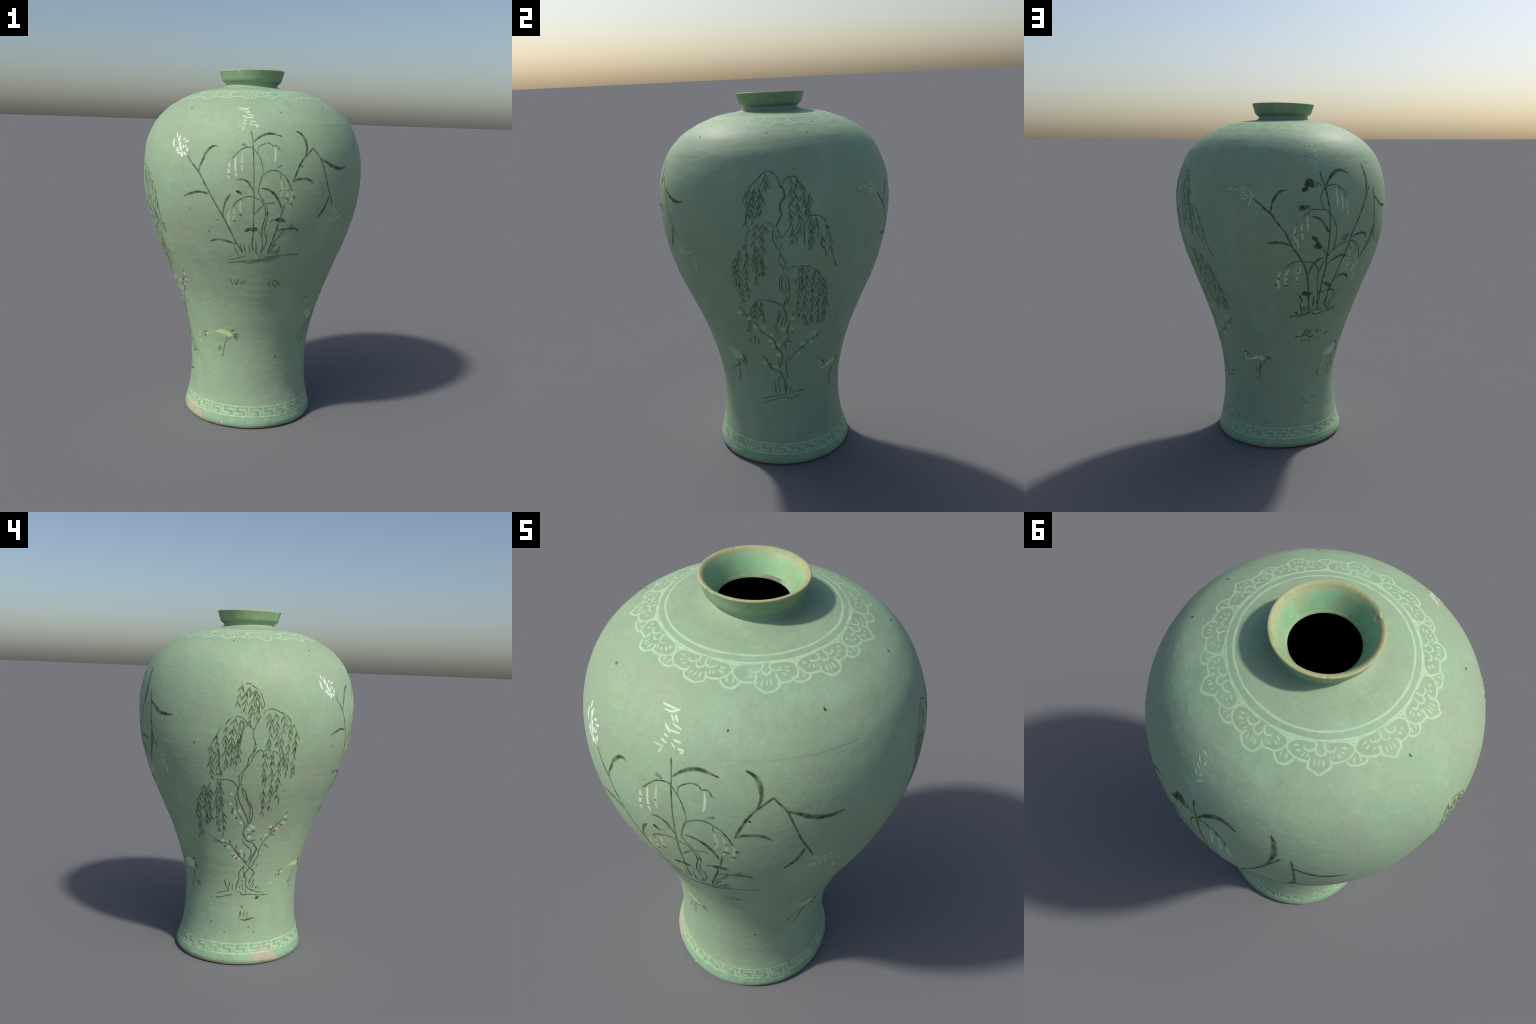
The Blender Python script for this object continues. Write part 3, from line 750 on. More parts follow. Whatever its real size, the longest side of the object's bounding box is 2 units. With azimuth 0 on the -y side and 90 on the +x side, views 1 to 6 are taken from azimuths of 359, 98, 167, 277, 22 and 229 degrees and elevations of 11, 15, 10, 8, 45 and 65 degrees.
line(4.6, (105.7, 68.9), (107.8, 68.4))
line(5.9, (113.3, 69.3), (112.8, 70.9))
line(5.1, (113.6, 69.5), (116.6, 68.1))
line(3.8, (115.5, 74.0), (117.1, 73.5))
line(4.2, (123.5, 75.2), (126.4, 74.2))
line(5.8, (100.5, 74.5), (103.8, 74.5), (106.1, 73.3))
line(6.8, (82.6, 65.4), (85.4, 63.5), (87.5, 59.9), (89.8, 57.4), (93.9, 55.9))
line(4.3, (88.3, 61.5), (88.7, 58.9))
line(3.8, (90.2, 61.0), (90.4, 60.0))
line(4.7, (87.2, 57.4), (89.0, 58.9))
line(4.8, (96.4, 52.8), (94.6, 50.3), (94.3, 46.2))
line(5.7, (91.1, 50.0), (91.4, 45.7), (92.2, 41.3))
line(4.4, (95.3, 45.7), (95.1, 42.7))
line(4.8, (105.9, 93.0), (105.5, 89.9))
line(4.9, (102.7, 87.2), (106.2, 86.4))
line(5.7, (103.7, 86.9), (102.7, 83.3), (101.9, 80.3), (103.0, 78.3))
line(5.0, (104.9, 80.3), (107.1, 78.9))
line(4.9, (74.4, 91.5), (76.4, 91.2))
inlay('grass_tuft', 'ink_pale')
line(4.4, (102.0, 46.8), (100.7, 42.1))
line(5.3, (105.1, 45.3), (103.9, 40.0))
line(4.8, (107.9, 43.9), (106.8, 40.3))
blade(7.0, (109.7, 42.2), (114.2, 42.5), (118.0, 42.5))
inlay('ground_line', 'ink_pale')
line(4.4, (79.3, 38.5), (84.3, 39.1), (89.5, 40.0), (95.3, 40.8), (100.0, 40.9))
line(4.4, (79.8, 35.4), (85.6, 37.0), (92.3, 38.3), (100.3, 39.4), (103.8, 38.0), (108.2, 38.9), (114.9, 40.4))
blossoms('slip_moss', 11.4, (73.5, 91.9), (78.3, 88.8), (81.3, 83.9), (86.6, 83.7))
blossoms('slip_moss', 11.4, (105.1, 88.2), (99.3, 82.5), (105.3, 82.3), (91.5, 79.2), (121.5, 77.2))
blossoms('slip_moss', 11.6, (89.9, 75.0), (96.2, 72.6), (91.8, 71.5), (95.2, 66.4), (84.1, 60.9), (92.5, 58.4), (113.0, 72.2), (120.1, 72.3), (111.4, 66.1))
frond((94.1, 164.4), (94.2, 160.2), (94.9, 156.9))
frond((93.5, 162.7), (93.6, 157.3), (94.3, 155.2))
frond((90.6, 158.9), (91.2, 153.8), (91.1, 150.2), (90.6, 147.7), (90.3, 143.2))
frond((91.6, 156.3), (92.5, 152.0))
frond((86.7, 157.5), (87.4, 152.8), (87.2, 148.0), (87.5, 146.2), (88.1, 140.5))
frond((89.2, 157.5), (88.4, 153.2), (87.9, 148.8))
frond((85.3, 155.8), (85.6, 151.0), (85.8, 146.6), (84.4, 140.2))
frond((85.5, 147.8), (86.3, 143.2))
frond((105.3, 161.9), (105.1, 157.8), (104.6, 153.1), (104.0, 148.8), (104.2, 144.7), (104.2, 139.8))
frond((107.8, 161.2), (107.2, 156.9), (107.0, 152.2), (107.3, 147.8), (107.9, 142.9), (107.8, 137.9), (107.0, 132.9))
frond((108.1, 160.8), (109.3, 155.0))
frond((110.2, 158.3), (110.0, 154.5), (110.4, 149.7), (110.8, 144.9), (110.7, 141.5))
frond((110.4, 156.7), (112.7, 152.5), (114.3, 149.0))
frond((113.5, 154.9), (112.7, 151.7), (112.0, 147.0), (112.2, 144.0), (112.5, 139.4), (112.5, 132.3), (112.2, 127.9))
frond((104.9, 139.3), (104.3, 136.3), (104.5, 130.3))
bare_frond((110.0, 141.6), (109.8, 136.9), (109.9, 129.8))
frond((113.0, 137.0), (113.6, 133.4), (113.3, 127.4))
frond((115.3, 143.3), (115.4, 139.4), (116.2, 135.8), (118.2, 132.3), (117.8, 127.6))
frond((119.7, 139.2), (120.9, 135.9), (121.8, 132.2), (122.6, 129.3), (122.4, 126.0))
bare_frond((122.4, 126.4), (124.3, 122.4), (125.7, 118.7), (127.7, 115.3))
bare_frond((118.9, 128.2), (120.0, 125.2), (120.9, 121.7))
frond((107.1, 118.0), (108.0, 114.8), (108.0, 110.0), (108.2, 105.0), (107.9, 99.8), (108.7, 94.0), (109.0, 89.5))
frond((109.4, 118.6), (109.2, 114.7), (109.0, 109.9), (110.1, 106.1), (109.0, 103.0))
frond((111.8, 117.9), (111.7, 114.0), (111.6, 108.6), (111.8, 103.1), (111.7, 97.9), (112.2, 90.6), (115.4, 81.9))
frond((115.6, 115.8), (115.1, 112.2), (115.2, 107.3), (115.7, 101.6), (116.3, 95.9), (116.9, 90.5), (118.5, 83.9))
frond((116.0, 116.0), (117.8, 111.3), (118.0, 105.9))
frond((119.0, 110.2), (119.6, 104.7), (120.2, 99.0), (120.8, 93.2), (123.1, 82.6))
frond((120.0, 111.4), (123.0, 104.6), (123.6, 99.4), (124.3, 93.5), (127.0, 83.3))
frond((124.1, 99.8), (127.1, 93.5))
frond((90.0, 141.3), (88.8, 137.8), (87.8, 133.9), (87.8, 129.1), (87.0, 124.2), (86.3, 119.9))
frond((92.0, 141.2), (91.9, 137.8), (91.2, 133.1), (91.3, 128.2), (90.5, 122.4), (89.3, 114.2))
frond((93.0, 140.0), (94.1, 135.0))
frond((84.0, 131.1), (83.5, 129.9), (83.8, 125.8), (82.8, 120.7), (82.4, 115.5), (81.1, 109.6), (81.7, 106.0), (80.4, 99.8))
frond((80.8, 128.6), (79.7, 123.2), (78.4, 118.0), (78.3, 112.6), (77.6, 106.3), (77.6, 99.6))
frond((78.3, 124.4), (76.8, 120.0), (76.4, 111.6), (75.7, 106.6))
frond((88.5, 129.1), (87.5, 122.5), (87.0, 116.4), (86.4, 108.4))
frond((89.4, 126.6), (90.1, 122.0), (91.1, 119.0), (90.3, 114.2))
frond((85.5, 100.4), (81.8, 95.5), (79.3, 90.9), (77.2, 84.3), (75.8, 80.1))
frond((84.8, 99.0), (82.8, 93.0), (82.2, 87.6))
frond((87.5, 99.5), (87.1, 93.1), (87.6, 86.7))
bare_frond((75.4, 76.6), (76.3, 73.1))
bare_frond((80.2, 78.5), (78.5, 72.3))
bare_frond((81.9, 77.1), (82.2, 72.5))
inlay('crane_body', 'slip_green')
patch((51.2, 66.9), (56.7, 67.9), (61.1, 66.9), (63.5, 65.2), (66.0, 63.0), (63.6, 61.6), (58.3, 61.0), (55.2, 63.5))
line(4.8, (47.1, 77.1), (48.4, 73.9), (46.4, 69.4), (51.6, 66.9))
dot(5.6, (44.8, 76.6), mat='rust')
inlay('crane_tail', 'ink')
blade(6.9, (65.6, 64.7), (70.0, 62.8))
blade(6.1, (65.7, 62.2), (69.5, 59.8))
blade(6.1, (63.7, 61.9), (67.2, 57.7))
blade(6.0, (65.4, 63.4), (68.7, 61.0))
line(3.9, (47.6, 77.7), (48.6, 75.4))
inlay('crane_leg', 'ink')
line(4.8, (60.8, 60.9), (59.5, 57.1), (58.5, 52.8), (57.5, 47.7))
line(4.4, (61.6, 59.0), (59.0, 57.0), (53.2, 54.9), (49.5, 52.1), (50.8, 50.3))
line(4.0, (54.3, 47.4), (57.4, 47.6))
line(4.0, (55.0, 45.0), (56.1, 46.7))
line(4.0, (59.1, 46.7), (60.4, 46.2))
inlay('crane_body', 'slip')
line(6.1, (135.2, 56.9), (133.3, 55.1), (134.2, 53.2), (136.6, 52.5), (141.4, 53.8))
line(3.3, (129.3, 58.4), (132.7, 57.7))
dot(7.0, (134.4, 57.4), mat='rust')
patch((138.4, 53.1), (143.6, 55.0), (146.8, 55.4), (147.4, 54.3), (143.3, 53.0))
patch((147.2, 55.6), (149.9, 55.8), (153.4, 54.4), (150.6, 52.7), (147.6, 53.1), mat='slip_yellow')
inlay('crane_tail', 'ink')
blade(10.2, (153.5, 55.2), (156.5, 55.0), (159.3, 53.8))
blade(7.5, (153.4, 54.1), (157.1, 53.2))
blade(7.5, (151.8, 53.0), (153.6, 51.6))
line(5.6, (136.2, 58.0), (136.7, 56.5), (135.4, 54.6))
inlay('crane_leg', 'ink_faint')
line(4.7, (148.2, 51.8), (148.2, 47.7), (147.0, 43.5), (147.6, 40.0))
line(4.7, (151.6, 51.0), (149.1, 49.0), (145.7, 47.0), (143.1, 45.3))
line(3.3, (142.8, 42.7), (145.2, 40.9))
line(3.8, (146.3, 40.1), (149.1, 40.0))
inlay('reed_clump', 'ink')
line(8.4, (153.0, 149.0), (155.9, 146.4), (158.7, 143.5), (161.3, 141.2), (163.3, 138.5), (163.4, 137.9), (166.1, 134.5), (168.5, 131.1), (170.6, 126.8), (172.7, 122.4), (175.4, 118.8), (177.8, 115.2), (180.0, 111.0), (181.6, 106.7), (182.9, 101.9), (184.2, 96.9))
line(9.8, (184.5, 94.4), (185.8, 89.8), (186.9, 84.1))
line(7.3, (186.3, 162.6), (187.1, 158.9), (188.3, 155.6), (189.1, 151.5), (190.1, 145.6), (190.9, 140.1), (191.3, 133.5), (191.5, 127.0), (191.6, 121.2), (191.6, 115.8), (192.0, 111.6), (191.7, 106.0), (191.7, 101.2), (192.0, 95.8), (193.0, 90.2))
line(4.7, (200.1, 148.5), (199.3, 151.9), (196.6, 154.5), (193.1, 155.8), (190.0, 155.1), (187.3, 153.1), (186.0, 149.9), (186.1, 147.0), (187.6, 143.6), (190.6, 141.0), (193.0, 137.9), (193.9, 136.3), (195.2, 131.9), (195.3, 127.1), (194.9, 122.3), (193.9, 120.1), (191.8, 117.1), (190.0, 114.1), (188.9, 110.9), (188.1, 107.7), (188.5, 102.5), (190.3, 96.9), (191.7, 91.3))
line(3.8, (192.6, 155.5), (194.1, 153.8))
line(3.8, (196.2, 154.5), (196.9, 152.0))
line(4.2, (176.9, 138.9), (179.2, 141.8), (181.9, 143.0), (186.0, 143.0), (188.0, 142.5))
line(3.7, (181.1, 143.8), (182.3, 143.2))
line(5.0, (180.0, 141.8), (179.8, 140.1))
line(4.2, (183.4, 157.3), (185.4, 156.5), (187.2, 154.2))
line(3.8, (188.6, 121.8), (190.0, 120.0), (191.0, 118.1))
line(3.9, (198.4, 124.5), (198.6, 126.0))
line(3.7, (174.6, 136.2), (173.9, 134.7))
line(4.7, (168.6, 111.2), (171.5, 113.7), (174.4, 115.0), (177.8, 115.2), (180.9, 114.6), (184.1, 113.8), (186.7, 111.5), (188.0, 108.2))
line(3.8, (170.9, 111.7), (173.6, 113.7))
line(3.8, (177.6, 112.7), (179.2, 114.0), (180.9, 114.5))
line(7.9, (210.0, 138.6), (207.2, 133.6), (205.2, 128.5), (203.8, 122.4), (202.5, 117.1), (201.0, 112.6), (200.0, 107.1), (198.9, 102.0), (198.1, 98.1), (198.1, 92.2), (199.3, 85.5))
line(8.4, (213.0, 145.4), (215.6, 150.2), (218.4, 154.4))
line(8.3, (208.5, 136.4), (211.0, 141.4), (213.4, 146.0), (214.5, 149.8))
line(5.3, (194.5, 120.5), (197.0, 122.8), (200.7, 124.3), (204.9, 124.8), (208.6, 123.7), (212.2, 120.6), (213.8, 116.7), (214.8, 113.7))
line(3.9, (202.9, 123.8), (204.9, 122.3), (206.5, 119.9))
line(4.4, (208.9, 122.8), (210.1, 120.8), (210.3, 118.5))
line(4.4, (190.8, 100.6), (192.2, 102.1), (194.0, 101.7))
line(4.5, (203.7, 92.0), (205.4, 94.8), (206.4, 97.4))
line(7.8, (221.5, 154.4), (222.3, 148.9), (222.9, 141.7), (223.3, 133.5), (224.2, 127.7), (227.1, 123.0))
inlay('reed_plume', 'slip_dull')
blade(4.2, (138.4, 153.1), (142.6, 154.0))
blade(4.6, (142.2, 152.6), (145.2, 153.9))
blade(5.8, (145.3, 152.3), (147.8, 151.9), (149.5, 150.3), (150.8, 149.1))
blade(6.3, (147.1, 155.0), (146.9, 153.3))
blade(6.3, (148.7, 155.0), (148.6, 152.8))
blade(5.8, (150.2, 153.8), (150.7, 152.6))
blade(5.8, (152.1, 152.6), (151.5, 150.4))
blade(5.0, (153.1, 151.4), (151.6, 147.9), (150.6, 144.6))
blade(6.7, (146.4, 150.4), (148.1, 149.9))
blade(6.3, (146.6, 148.7), (149.9, 148.5))
inlay('reed_leaf', 'ink')
blade(15.0, (214.5, 149.8), (215.5, 153.6), (216.0, 157.5), (215.5, 162.7), (214.4, 165.9))
inlay('reed_leaf', 'ink')
blade(10.8, (161.5, 141.2), (161.7, 144.8), (162.7, 148.1), (164.4, 151.0), (166.7, 152.8), (169.4, 153.2))
inlay('reed_leaf', 'ink')
blade(10.9, (171.9, 123.3), (168.8, 125.1), (166.4, 125.8), (162.8, 125.7), (159.6, 125.2))
inlay('reed_leaf', 'ink')
blade(13.6, (188.7, 154.8), (190.2, 157.6), (192.9, 160.8), (196.1, 162.8), (199.6, 162.9), (203.0, 161.2))
inlay('reed_leaf', 'ink')
blade(11.8, (181.6, 139.6), (184.5, 138.5), (186.6, 137.1), (188.4, 134.5), (190.1, 131.6), (191.1, 130.7))
inlay('reed_leaf', 'ink')
blade(12.0, (181.8, 107.2), (182.8, 109.9), (184.6, 113.5), (187.0, 115.6), (189.8, 116.8))
inlay('reed_leaf', 'ink')
blade(9.7, (205.6, 126.7), (208.1, 128.2), (212.3, 128.7), (215.6, 127.7), (217.0, 125.7))
inlay('reed_leaf', 'ink')
blade(9.6, (192.2, 113.0), (195.2, 115.0), (198.3, 116.8), (201.9, 117.4), (204.5, 116.2))
inlay('reed_leaf', 'ink')
blade(10.7, (199.6, 103.3), (202.4, 105.2), (206.0, 105.5), (209.4, 103.8), (210.4, 102.7))
inlay('reed_leaf', 'ink')
blade(6.7, (192.6, 95.7), (196.1, 97.1), (199.8, 97.0), (202.3, 95.7), (203.1, 92.6))
inlay('reed_leaf', 'ink')
blade(14.5, (222.7, 148.5), (226.6, 145.4), (231.5, 142.6), (235.6, 142.0), (240.2, 142.0))
inlay('reed_leaf', 'ink')
blade(16.8, (223.3, 133.7), (221.8, 126.1), (215.6, 114.6))
inlay('lotus_leaf', 'ink')
patch((177.8, 156.6), (179.1, 158.6), (181.1, 159.0), (183.0, 157.3), (183.1, 154.9), (182.1, 154.3), (180.1, 154.9), (178.3, 155.0))
patch((176.3, 153.4), (177.7, 154.8), (179.5, 154.7), (179.6, 153.3), (178.4, 152.3), (176.9, 152.5))
line(5.0, (182.9, 154.5), (184.1, 155.1), (184.3, 156.5), (183.6, 157.1))
patch((174.8, 143.7), (175.5, 145.2), (177.6, 145.3), (179.9, 145.5), (180.3, 144.2), (178.8, 143.0), (176.4, 142.7), (175.1, 142.9))
patch((181.7, 128.7), (182.9, 129.1), (184.7, 128.2), (185.9, 126.0), (187.2, 124.1), (188.5, 122.5), (187.5, 121.7), (184.9, 121.7), (183.2, 123.0), (184.4, 124.3), (183.5, 126.5), (182.4, 127.2))
patch((193.2, 101.6), (195.6, 101.8), (199.1, 100.0), (199.8, 98.7), (197.4, 98.5), (194.6, 100.0))
patch((179.5, 96.7), (181.1, 97.0), (183.6, 97.2), (187.4, 95.7), (185.8, 94.6), (182.6, 94.3), (180.4, 95.1))
inlay('bird_bud', 'violet')
patch((198.4, 126.0), (199.5, 128.6), (202.4, 129.2), (203.8, 128.6), (202.6, 126.5), (200.5, 125.6))
inlay('seed_pod', 'slip_dull')
blade(11.7, (173.7, 133.9), (173.0, 130.3), (174.1, 126.8), (175.6, 122.8))
dot(5.4, (173.3, 129.6), mat='rust')
dot(3.8, (174.1, 128.1), mat='rust')
dot(5.0, (174.0, 125.1), mat='rust')
inlay('seed_pod', 'slip_dull')
blade(10.9, (176.8, 135.9), (176.6, 131.9), (177.5, 127.1))
dot(5.8, (176.6, 131.3), mat='rust')
inlay('seed_pod', 'slip_dull')
blade(9.2, (179.4, 139.9), (179.4, 135.7), (179.9, 131.6))
dot(3.8, (179.8, 136.3), mat='rust')
inlay('seed_pod', 'slip_dull')
blade(16.3, (166.4, 109.4), (165.2, 105.2), (165.7, 98.9))
dot(7.7, (165.4, 105.4), mat='rust')
dot(7.8, (164.0, 101.7), mat='rust')
inlay('seed_pod', 'slip_dull')
blade(14.6, (171.0, 110.8), (169.4, 105.7), (170.2, 99.4))
dot(5.1, (169.8, 106.6), mat='rust')
dot(5.6, (170.2, 103.5), mat='rust')
dot(7.8, (169.9, 101.1), mat='rust')
inlay('seed_pod', 'slip_dull')
blade(11.2, (177.6, 112.0), (176.1, 107.4), (176.0, 101.7))
dot(5.6, (176.2, 109.6), mat='rust')
dot(5.6, (176.1, 107.0), mat='rust')
dot(4.7, (176.1, 103.2), mat='rust')
inlay('seed_pod', 'slip_dull')
blade(8.8, (205.6, 119.9), (206.4, 115.7), (206.8, 111.0), (206.9, 107.7))
dot(4.0, (206.1, 115.8), mat='rust')
dot(4.8, (206.5, 113.6), mat='rust')
dot(4.4, (207.3, 109.5), mat='rust')
inlay('seed_pod', 'slip_dull')
blade(8.9, (210.8, 117.3), (211.6, 112.3), (211.9, 108.5), (211.4, 105.5))
dot(5.3, (211.1, 113.3), mat='rust')
dot(4.5, (211.6, 111.4), mat='rust')
inlay('seed_pod', 'slip_dull')
blade(9.0, (214.4, 112.4), (214.9, 107.1), (215.2, 101.8), (214.9, 99.9))
dot(4.1, (215.3, 108.5), mat='rust')
dot(3.6, (215.9, 105.5), mat='rust')
inlay('seed_pod', 'slip_dull')
blade(9.3, (194.3, 153.8), (194.9, 149.2), (194.7, 143.7))
inlay('seed_pod', 'slip_dull')
blade(10.2, (197.1, 151.8), (198.1, 146.1), (197.8, 141.7))
inlay('seed_pod', 'slip_dull')
blade(9.4, (200.3, 148.1), (201.3, 142.9), (201.4, 138.9))
dot(3.9, (201.3, 142.9), mat='rust')
inlay('reed_plume', 'slip_dull')
blade(5.6, (181.2, 178.2), (184.1, 177.6))
blade(6.0, (180.9, 176.7), (183.3, 175.1))
blade(6.4, (185.0, 176.7), (184.8, 175.3))
blade(5.5, (181.9, 174.7), (184.4, 173.5))
blade(6.8, (182.5, 173.5), (184.0, 171.5))
blade(5.9, (186.1, 173.5), (184.8, 171.9))
blade(6.4, (187.2, 171.9), (185.4, 170.6), (185.2, 169.6))
inlay('reed_plume', 'violet_white')
blade(5.5, (181.7, 171.1), (183.9, 170.0))
blade(6.3, (180.7, 169.4), (183.5, 167.8))
blade(6.3, (180.0, 167.8), (183.5, 166.4))
blade(6.3, (182.4, 169.2), (185.3, 167.8), (187.7, 166.6))
blade(6.3, (183.0, 167.8), (186.6, 165.4))
blade(6.3, (185.6, 169.4), (188.4, 167.8))
blade(5.9, (183.6, 166.2), (185.5, 164.6))
inlay('grass_tuft', 'ink')
blade(10.6, (178.8, 95.2), (180.0, 92.6), (181.3, 90.1))
line(5.3, (177.5, 91.9), (178.6, 91.3))
blade(8.9, (179.1, 90.2), (181.0, 87.0), (182.4, 82.9))
blade(9.8, (182.8, 88.0), (183.9, 84.3))
blade(8.0, (177.4, 84.7), (179.2, 83.0))
blade(9.8, (188.6, 94.1), (189.0, 90.5), (189.8, 86.9))
blade(11.6, (191.0, 91.6), (192.4, 89.2), (193.5, 86.1))
line(5.4, (193.3, 86.6), (195.6, 86.4), (196.7, 84.2))
line(5.4, (197.0, 90.3), (196.2, 87.3))
line(5.4, (197.4, 90.7), (199.9, 86.4))
line(5.0, (206.2, 91.9), (204.1, 90.7))
line(5.4, (202.9, 91.6), (201.6, 88.8), (200.5, 87.4))
blade(7.3, (203.9, 89.0), (202.7, 87.1), (200.5, 85.1))
dot(6.3, (192.7, 85.6))
dot(5.4, (187.8, 86.0))
inlay('ground_line', 'ink')
line(5.8, (172.9, 81.2), (177.5, 82.1), (182.7, 82.6), (186.8, 83.6), (190.7, 84.8), (193.7, 85.3), (197.4, 84.2))
line(5.9, (178.3, 80.8), (183.0, 81.6), (187.0, 82.8), (190.0, 83.1), (192.9, 82.1), (196.7, 82.7), (201.8, 83.6), (210.0, 84.1))
line(5.9, (199.9, 84.9), (204.0, 85.2), (208.8, 85.5))
inlay('grass_tuft', 'ink')
blade(7.3, (188.2, 72.9), (186.6, 69.2))
blade(7.3, (190.3, 72.8), (189.5, 69.0))
blade(7.4, (193.1, 71.7), (191.2, 69.3))
line(5.5, (198.8, 72.4), (197.7, 69.2))
line(5.6, (200.4, 71.5), (199.2, 69.3))
line(4.6, (203.0, 70.9), (202.3, 69.7))
line(6.4, (185.9, 67.3), (186.4, 64.9))
line(4.6, (192.9, 65.9), (193.6, 64.6))
inlay('ground_line', 'ink')
line(6.0, (179.1, 68.1), (184.3, 68.3), (189.2, 68.8), (192.4, 67.5), (197.1, 67.6))
blade(6.6, (205.3, 67.8), (208.6, 68.3), (211.9, 69.1))
line(4.6, (184.6, 64.8), (190.0, 65.2), (192.0, 66.5))
line(4.7, (198.1, 64.4), (200.1, 65.7), (203.0, 65.9))
inlay('crane_body', 'violet_white')
patch((216.5, 56.7), (225.5, 58.4), (231.6, 57.9), (232.6, 56.3), (228.3, 53.8), (223.6, 52.8), (216.9, 52.6), (212.5, 52.9))
patch((224.5, 58.0), (219.9, 57.0), (217.7, 54.5), (217.1, 51.9), (220.7, 52.4), (226.4, 52.5), (230.9, 53.3), (230.1, 56.0))
line(6.3, (217.0, 52.2), (216.2, 48.5), (212.3, 46.0), (209.9, 43.1))
dot(7.2, (208.1, 43.2), mat='rust')
dot(5.8, (207.8, 42.5), mat='rust')
inlay('crane_tail', 'ink')
blade(11.1, (229.5, 58.7), (234.1, 58.3))
blade(6.0, (232.3, 57.2), (236.6, 56.6))
blade(5.5, (231.9, 55.9), (236.0, 55.1))
blade(6.0, (230.8, 55.0), (235.0, 54.0), (235.8, 52.1))
blade(5.6, (229.5, 54.1), (234.1, 53.1))
blade(5.8, (209.5, 45.6), (208.5, 43.9))
blade(5.8, (209.2, 41.4), (209.7, 39.7))
inlay('crane_leg', 'ink')
line(4.7, (230.6, 51.8), (226.3, 46.1), (223.4, 41.2), (226.3, 39.5))
line(4.7, (227.7, 51.3), (228.6, 48.5), (231.5, 45.0), (235.4, 43.2))
line(4.2, (232.1, 44.9), (236.3, 45.3))
line(4.3, (221.7, 40.9), (224.6, 41.4))
line(4.2, (235.1, 44.6), (236.5, 43.1))
inlay('willow_trunk', 'ink')
line(4.5, (279.1, 139.3), (280.7, 137.7), (281.8, 136.6), (281.7, 136.1), (281.4, 133.4), (282.3, 131.4), (282.6, 128.9), (281.9, 125.2), (279.9, 121.7), (279.8, 120.0), (278.5, 116.5), (276.4, 113.8), (275.5, 112.1), (275.3, 109.8), (275.6, 106.7), (275.0, 104.9))
line(4.5, (282.5, 130.6), (283.2, 128.1), (282.6, 125.2), (281.5, 121.3), (280.8, 119.2), (278.6, 116.1), (276.9, 112.1), (276.5, 108.6), (276.4, 106.8))
line(4.0, (282.0, 136.6), (282.8, 139.8), (284.9, 143.9))
line(4.9, (281.5, 121.3), (283.3, 124.4), (284.9, 126.1))
line(7.2, (275.0, 106.3), (274.8, 102.6), (275.8, 97.6), (277.9, 93.4), (280.0, 89.6), (281.6, 85.3), (280.8, 82.0))
line(5.5, (276.5, 105.9), (279.1, 103.2), (280.4, 99.1), (283.1, 94.9), (284.4, 89.7), (283.4, 85.8), (282.0, 83.9))
line(4.6, (277.0, 104.5), (278.2, 101.4), (280.5, 97.7), (282.2, 94.0), (282.6, 89.7), (282.3, 86.3))
line(5.5, (272.6, 100.7), (274.0, 98.0), (274.4, 93.8), (276.0, 89.5), (278.7, 85.8), (279.9, 82.4))
line(4.6, (273.9, 102.6), (274.2, 100.8))
line(4.3, (279.7, 91.5), (279.0, 89.6))
line(7.1, (279.9, 82.4), (278.7, 79.0), (279.7, 76.6), (281.6, 74.2), (285.9, 72.7), (288.7, 70.2), (289.5, 68.4), (287.3, 65.0), (285.7, 61.6), (284.3, 58.7), (285.5, 57.2))
line(4.9, (278.3, 75.1), (279.9, 72.2), (283.7, 69.8), (285.0, 69.0), (285.7, 65.6), (283.7, 62.1), (281.2, 60.1))
line(6.7, (291.5, 68.4), (291.4, 64.4), (289.0, 62.0), (287.3, 59.1), (286.2, 57.1), (289.3, 54.4), (288.1, 52.2), (286.2, 49.7), (285.3, 47.3))
line(5.4, (280.6, 58.7), (277.4, 55.6), (276.1, 52.6), (276.5, 50.7), (274.8, 47.2), (273.5, 43.0))
line(5.4, (280.6, 58.7), (280.1, 55.2), (281.3, 53.2), (280.4, 51.2))
line(5.9, (284.8, 57.2), (282.9, 55.2), (280.9, 53.7), (281.7, 51.7), (282.9, 50.3), (282.3, 47.8), (284.4, 44.9), (291.3, 43.0), (299.8, 41.6))
line(4.6, (274.4, 106.2), (272.4, 108.8), (269.2, 110.0), (266.2, 109.6), (263.2, 109.6))
line(4.4, (276.9, 159.6), (278.8, 159.7), (280.7, 158.4), (283.0, 156.9), (284.5, 155.0), (285.5, 151.9), (286.1, 149.5), (285.3, 146.7))
line(4.4, (271.4, 142.7), (269.6, 140.9), (268.1, 138.4))
line(4.4, (272.8, 143.2), (275.8, 142.7), (278.1, 140.4), (280.0, 138.1), (282.0, 136.6), (280.8, 137.5), (281.8, 136.1))
line(4.9, (266.5, 137.6), (264.4, 133.9), (262.4, 130.0), (259.5, 124.4))
line(4.8, (285.6, 145.1), (287.8, 147.0), (290.4, 147.4), (292.7, 146.5), (296.0, 144.9), (298.5, 142.9), (299.5, 140.5))
line(5.3, (284.7, 126.3), (286.1, 126.1), (287.0, 124.4), (286.6, 121.9))
line(3.7, (287.1, 125.5), (287.8, 126.1), (289.4, 126.2))
line(4.5, (291.2, 124.1), (292.3, 125.8), (294.5, 124.1), (296.5, 122.3), (297.2, 119.3))
inlay('plum_branch', 'ink')
line(6.7, (269.8, 71.4), (272.2, 69.1), (270.3, 71.2), (273.3, 67.9), (276.5, 64.5), (279.8, 62.1), (282.6, 59.6), (284.8, 57.7))
line(5.3, (256.9, 74.8), (260.2, 73.7), (262.6, 72.4), (265.6, 72.4), (269.8, 71.4))
line(4.0, (256.6, 72.8), (261.4, 73.0))
line(5.3, (269.0, 74.5), (269.8, 71.9))
line(5.3, (274.6, 71.6), (273.4, 68.6))
line(5.3, (280.8, 66.3), (279.8, 62.6))
line(5.2, (309.0, 91.6), (307.2, 88.8))
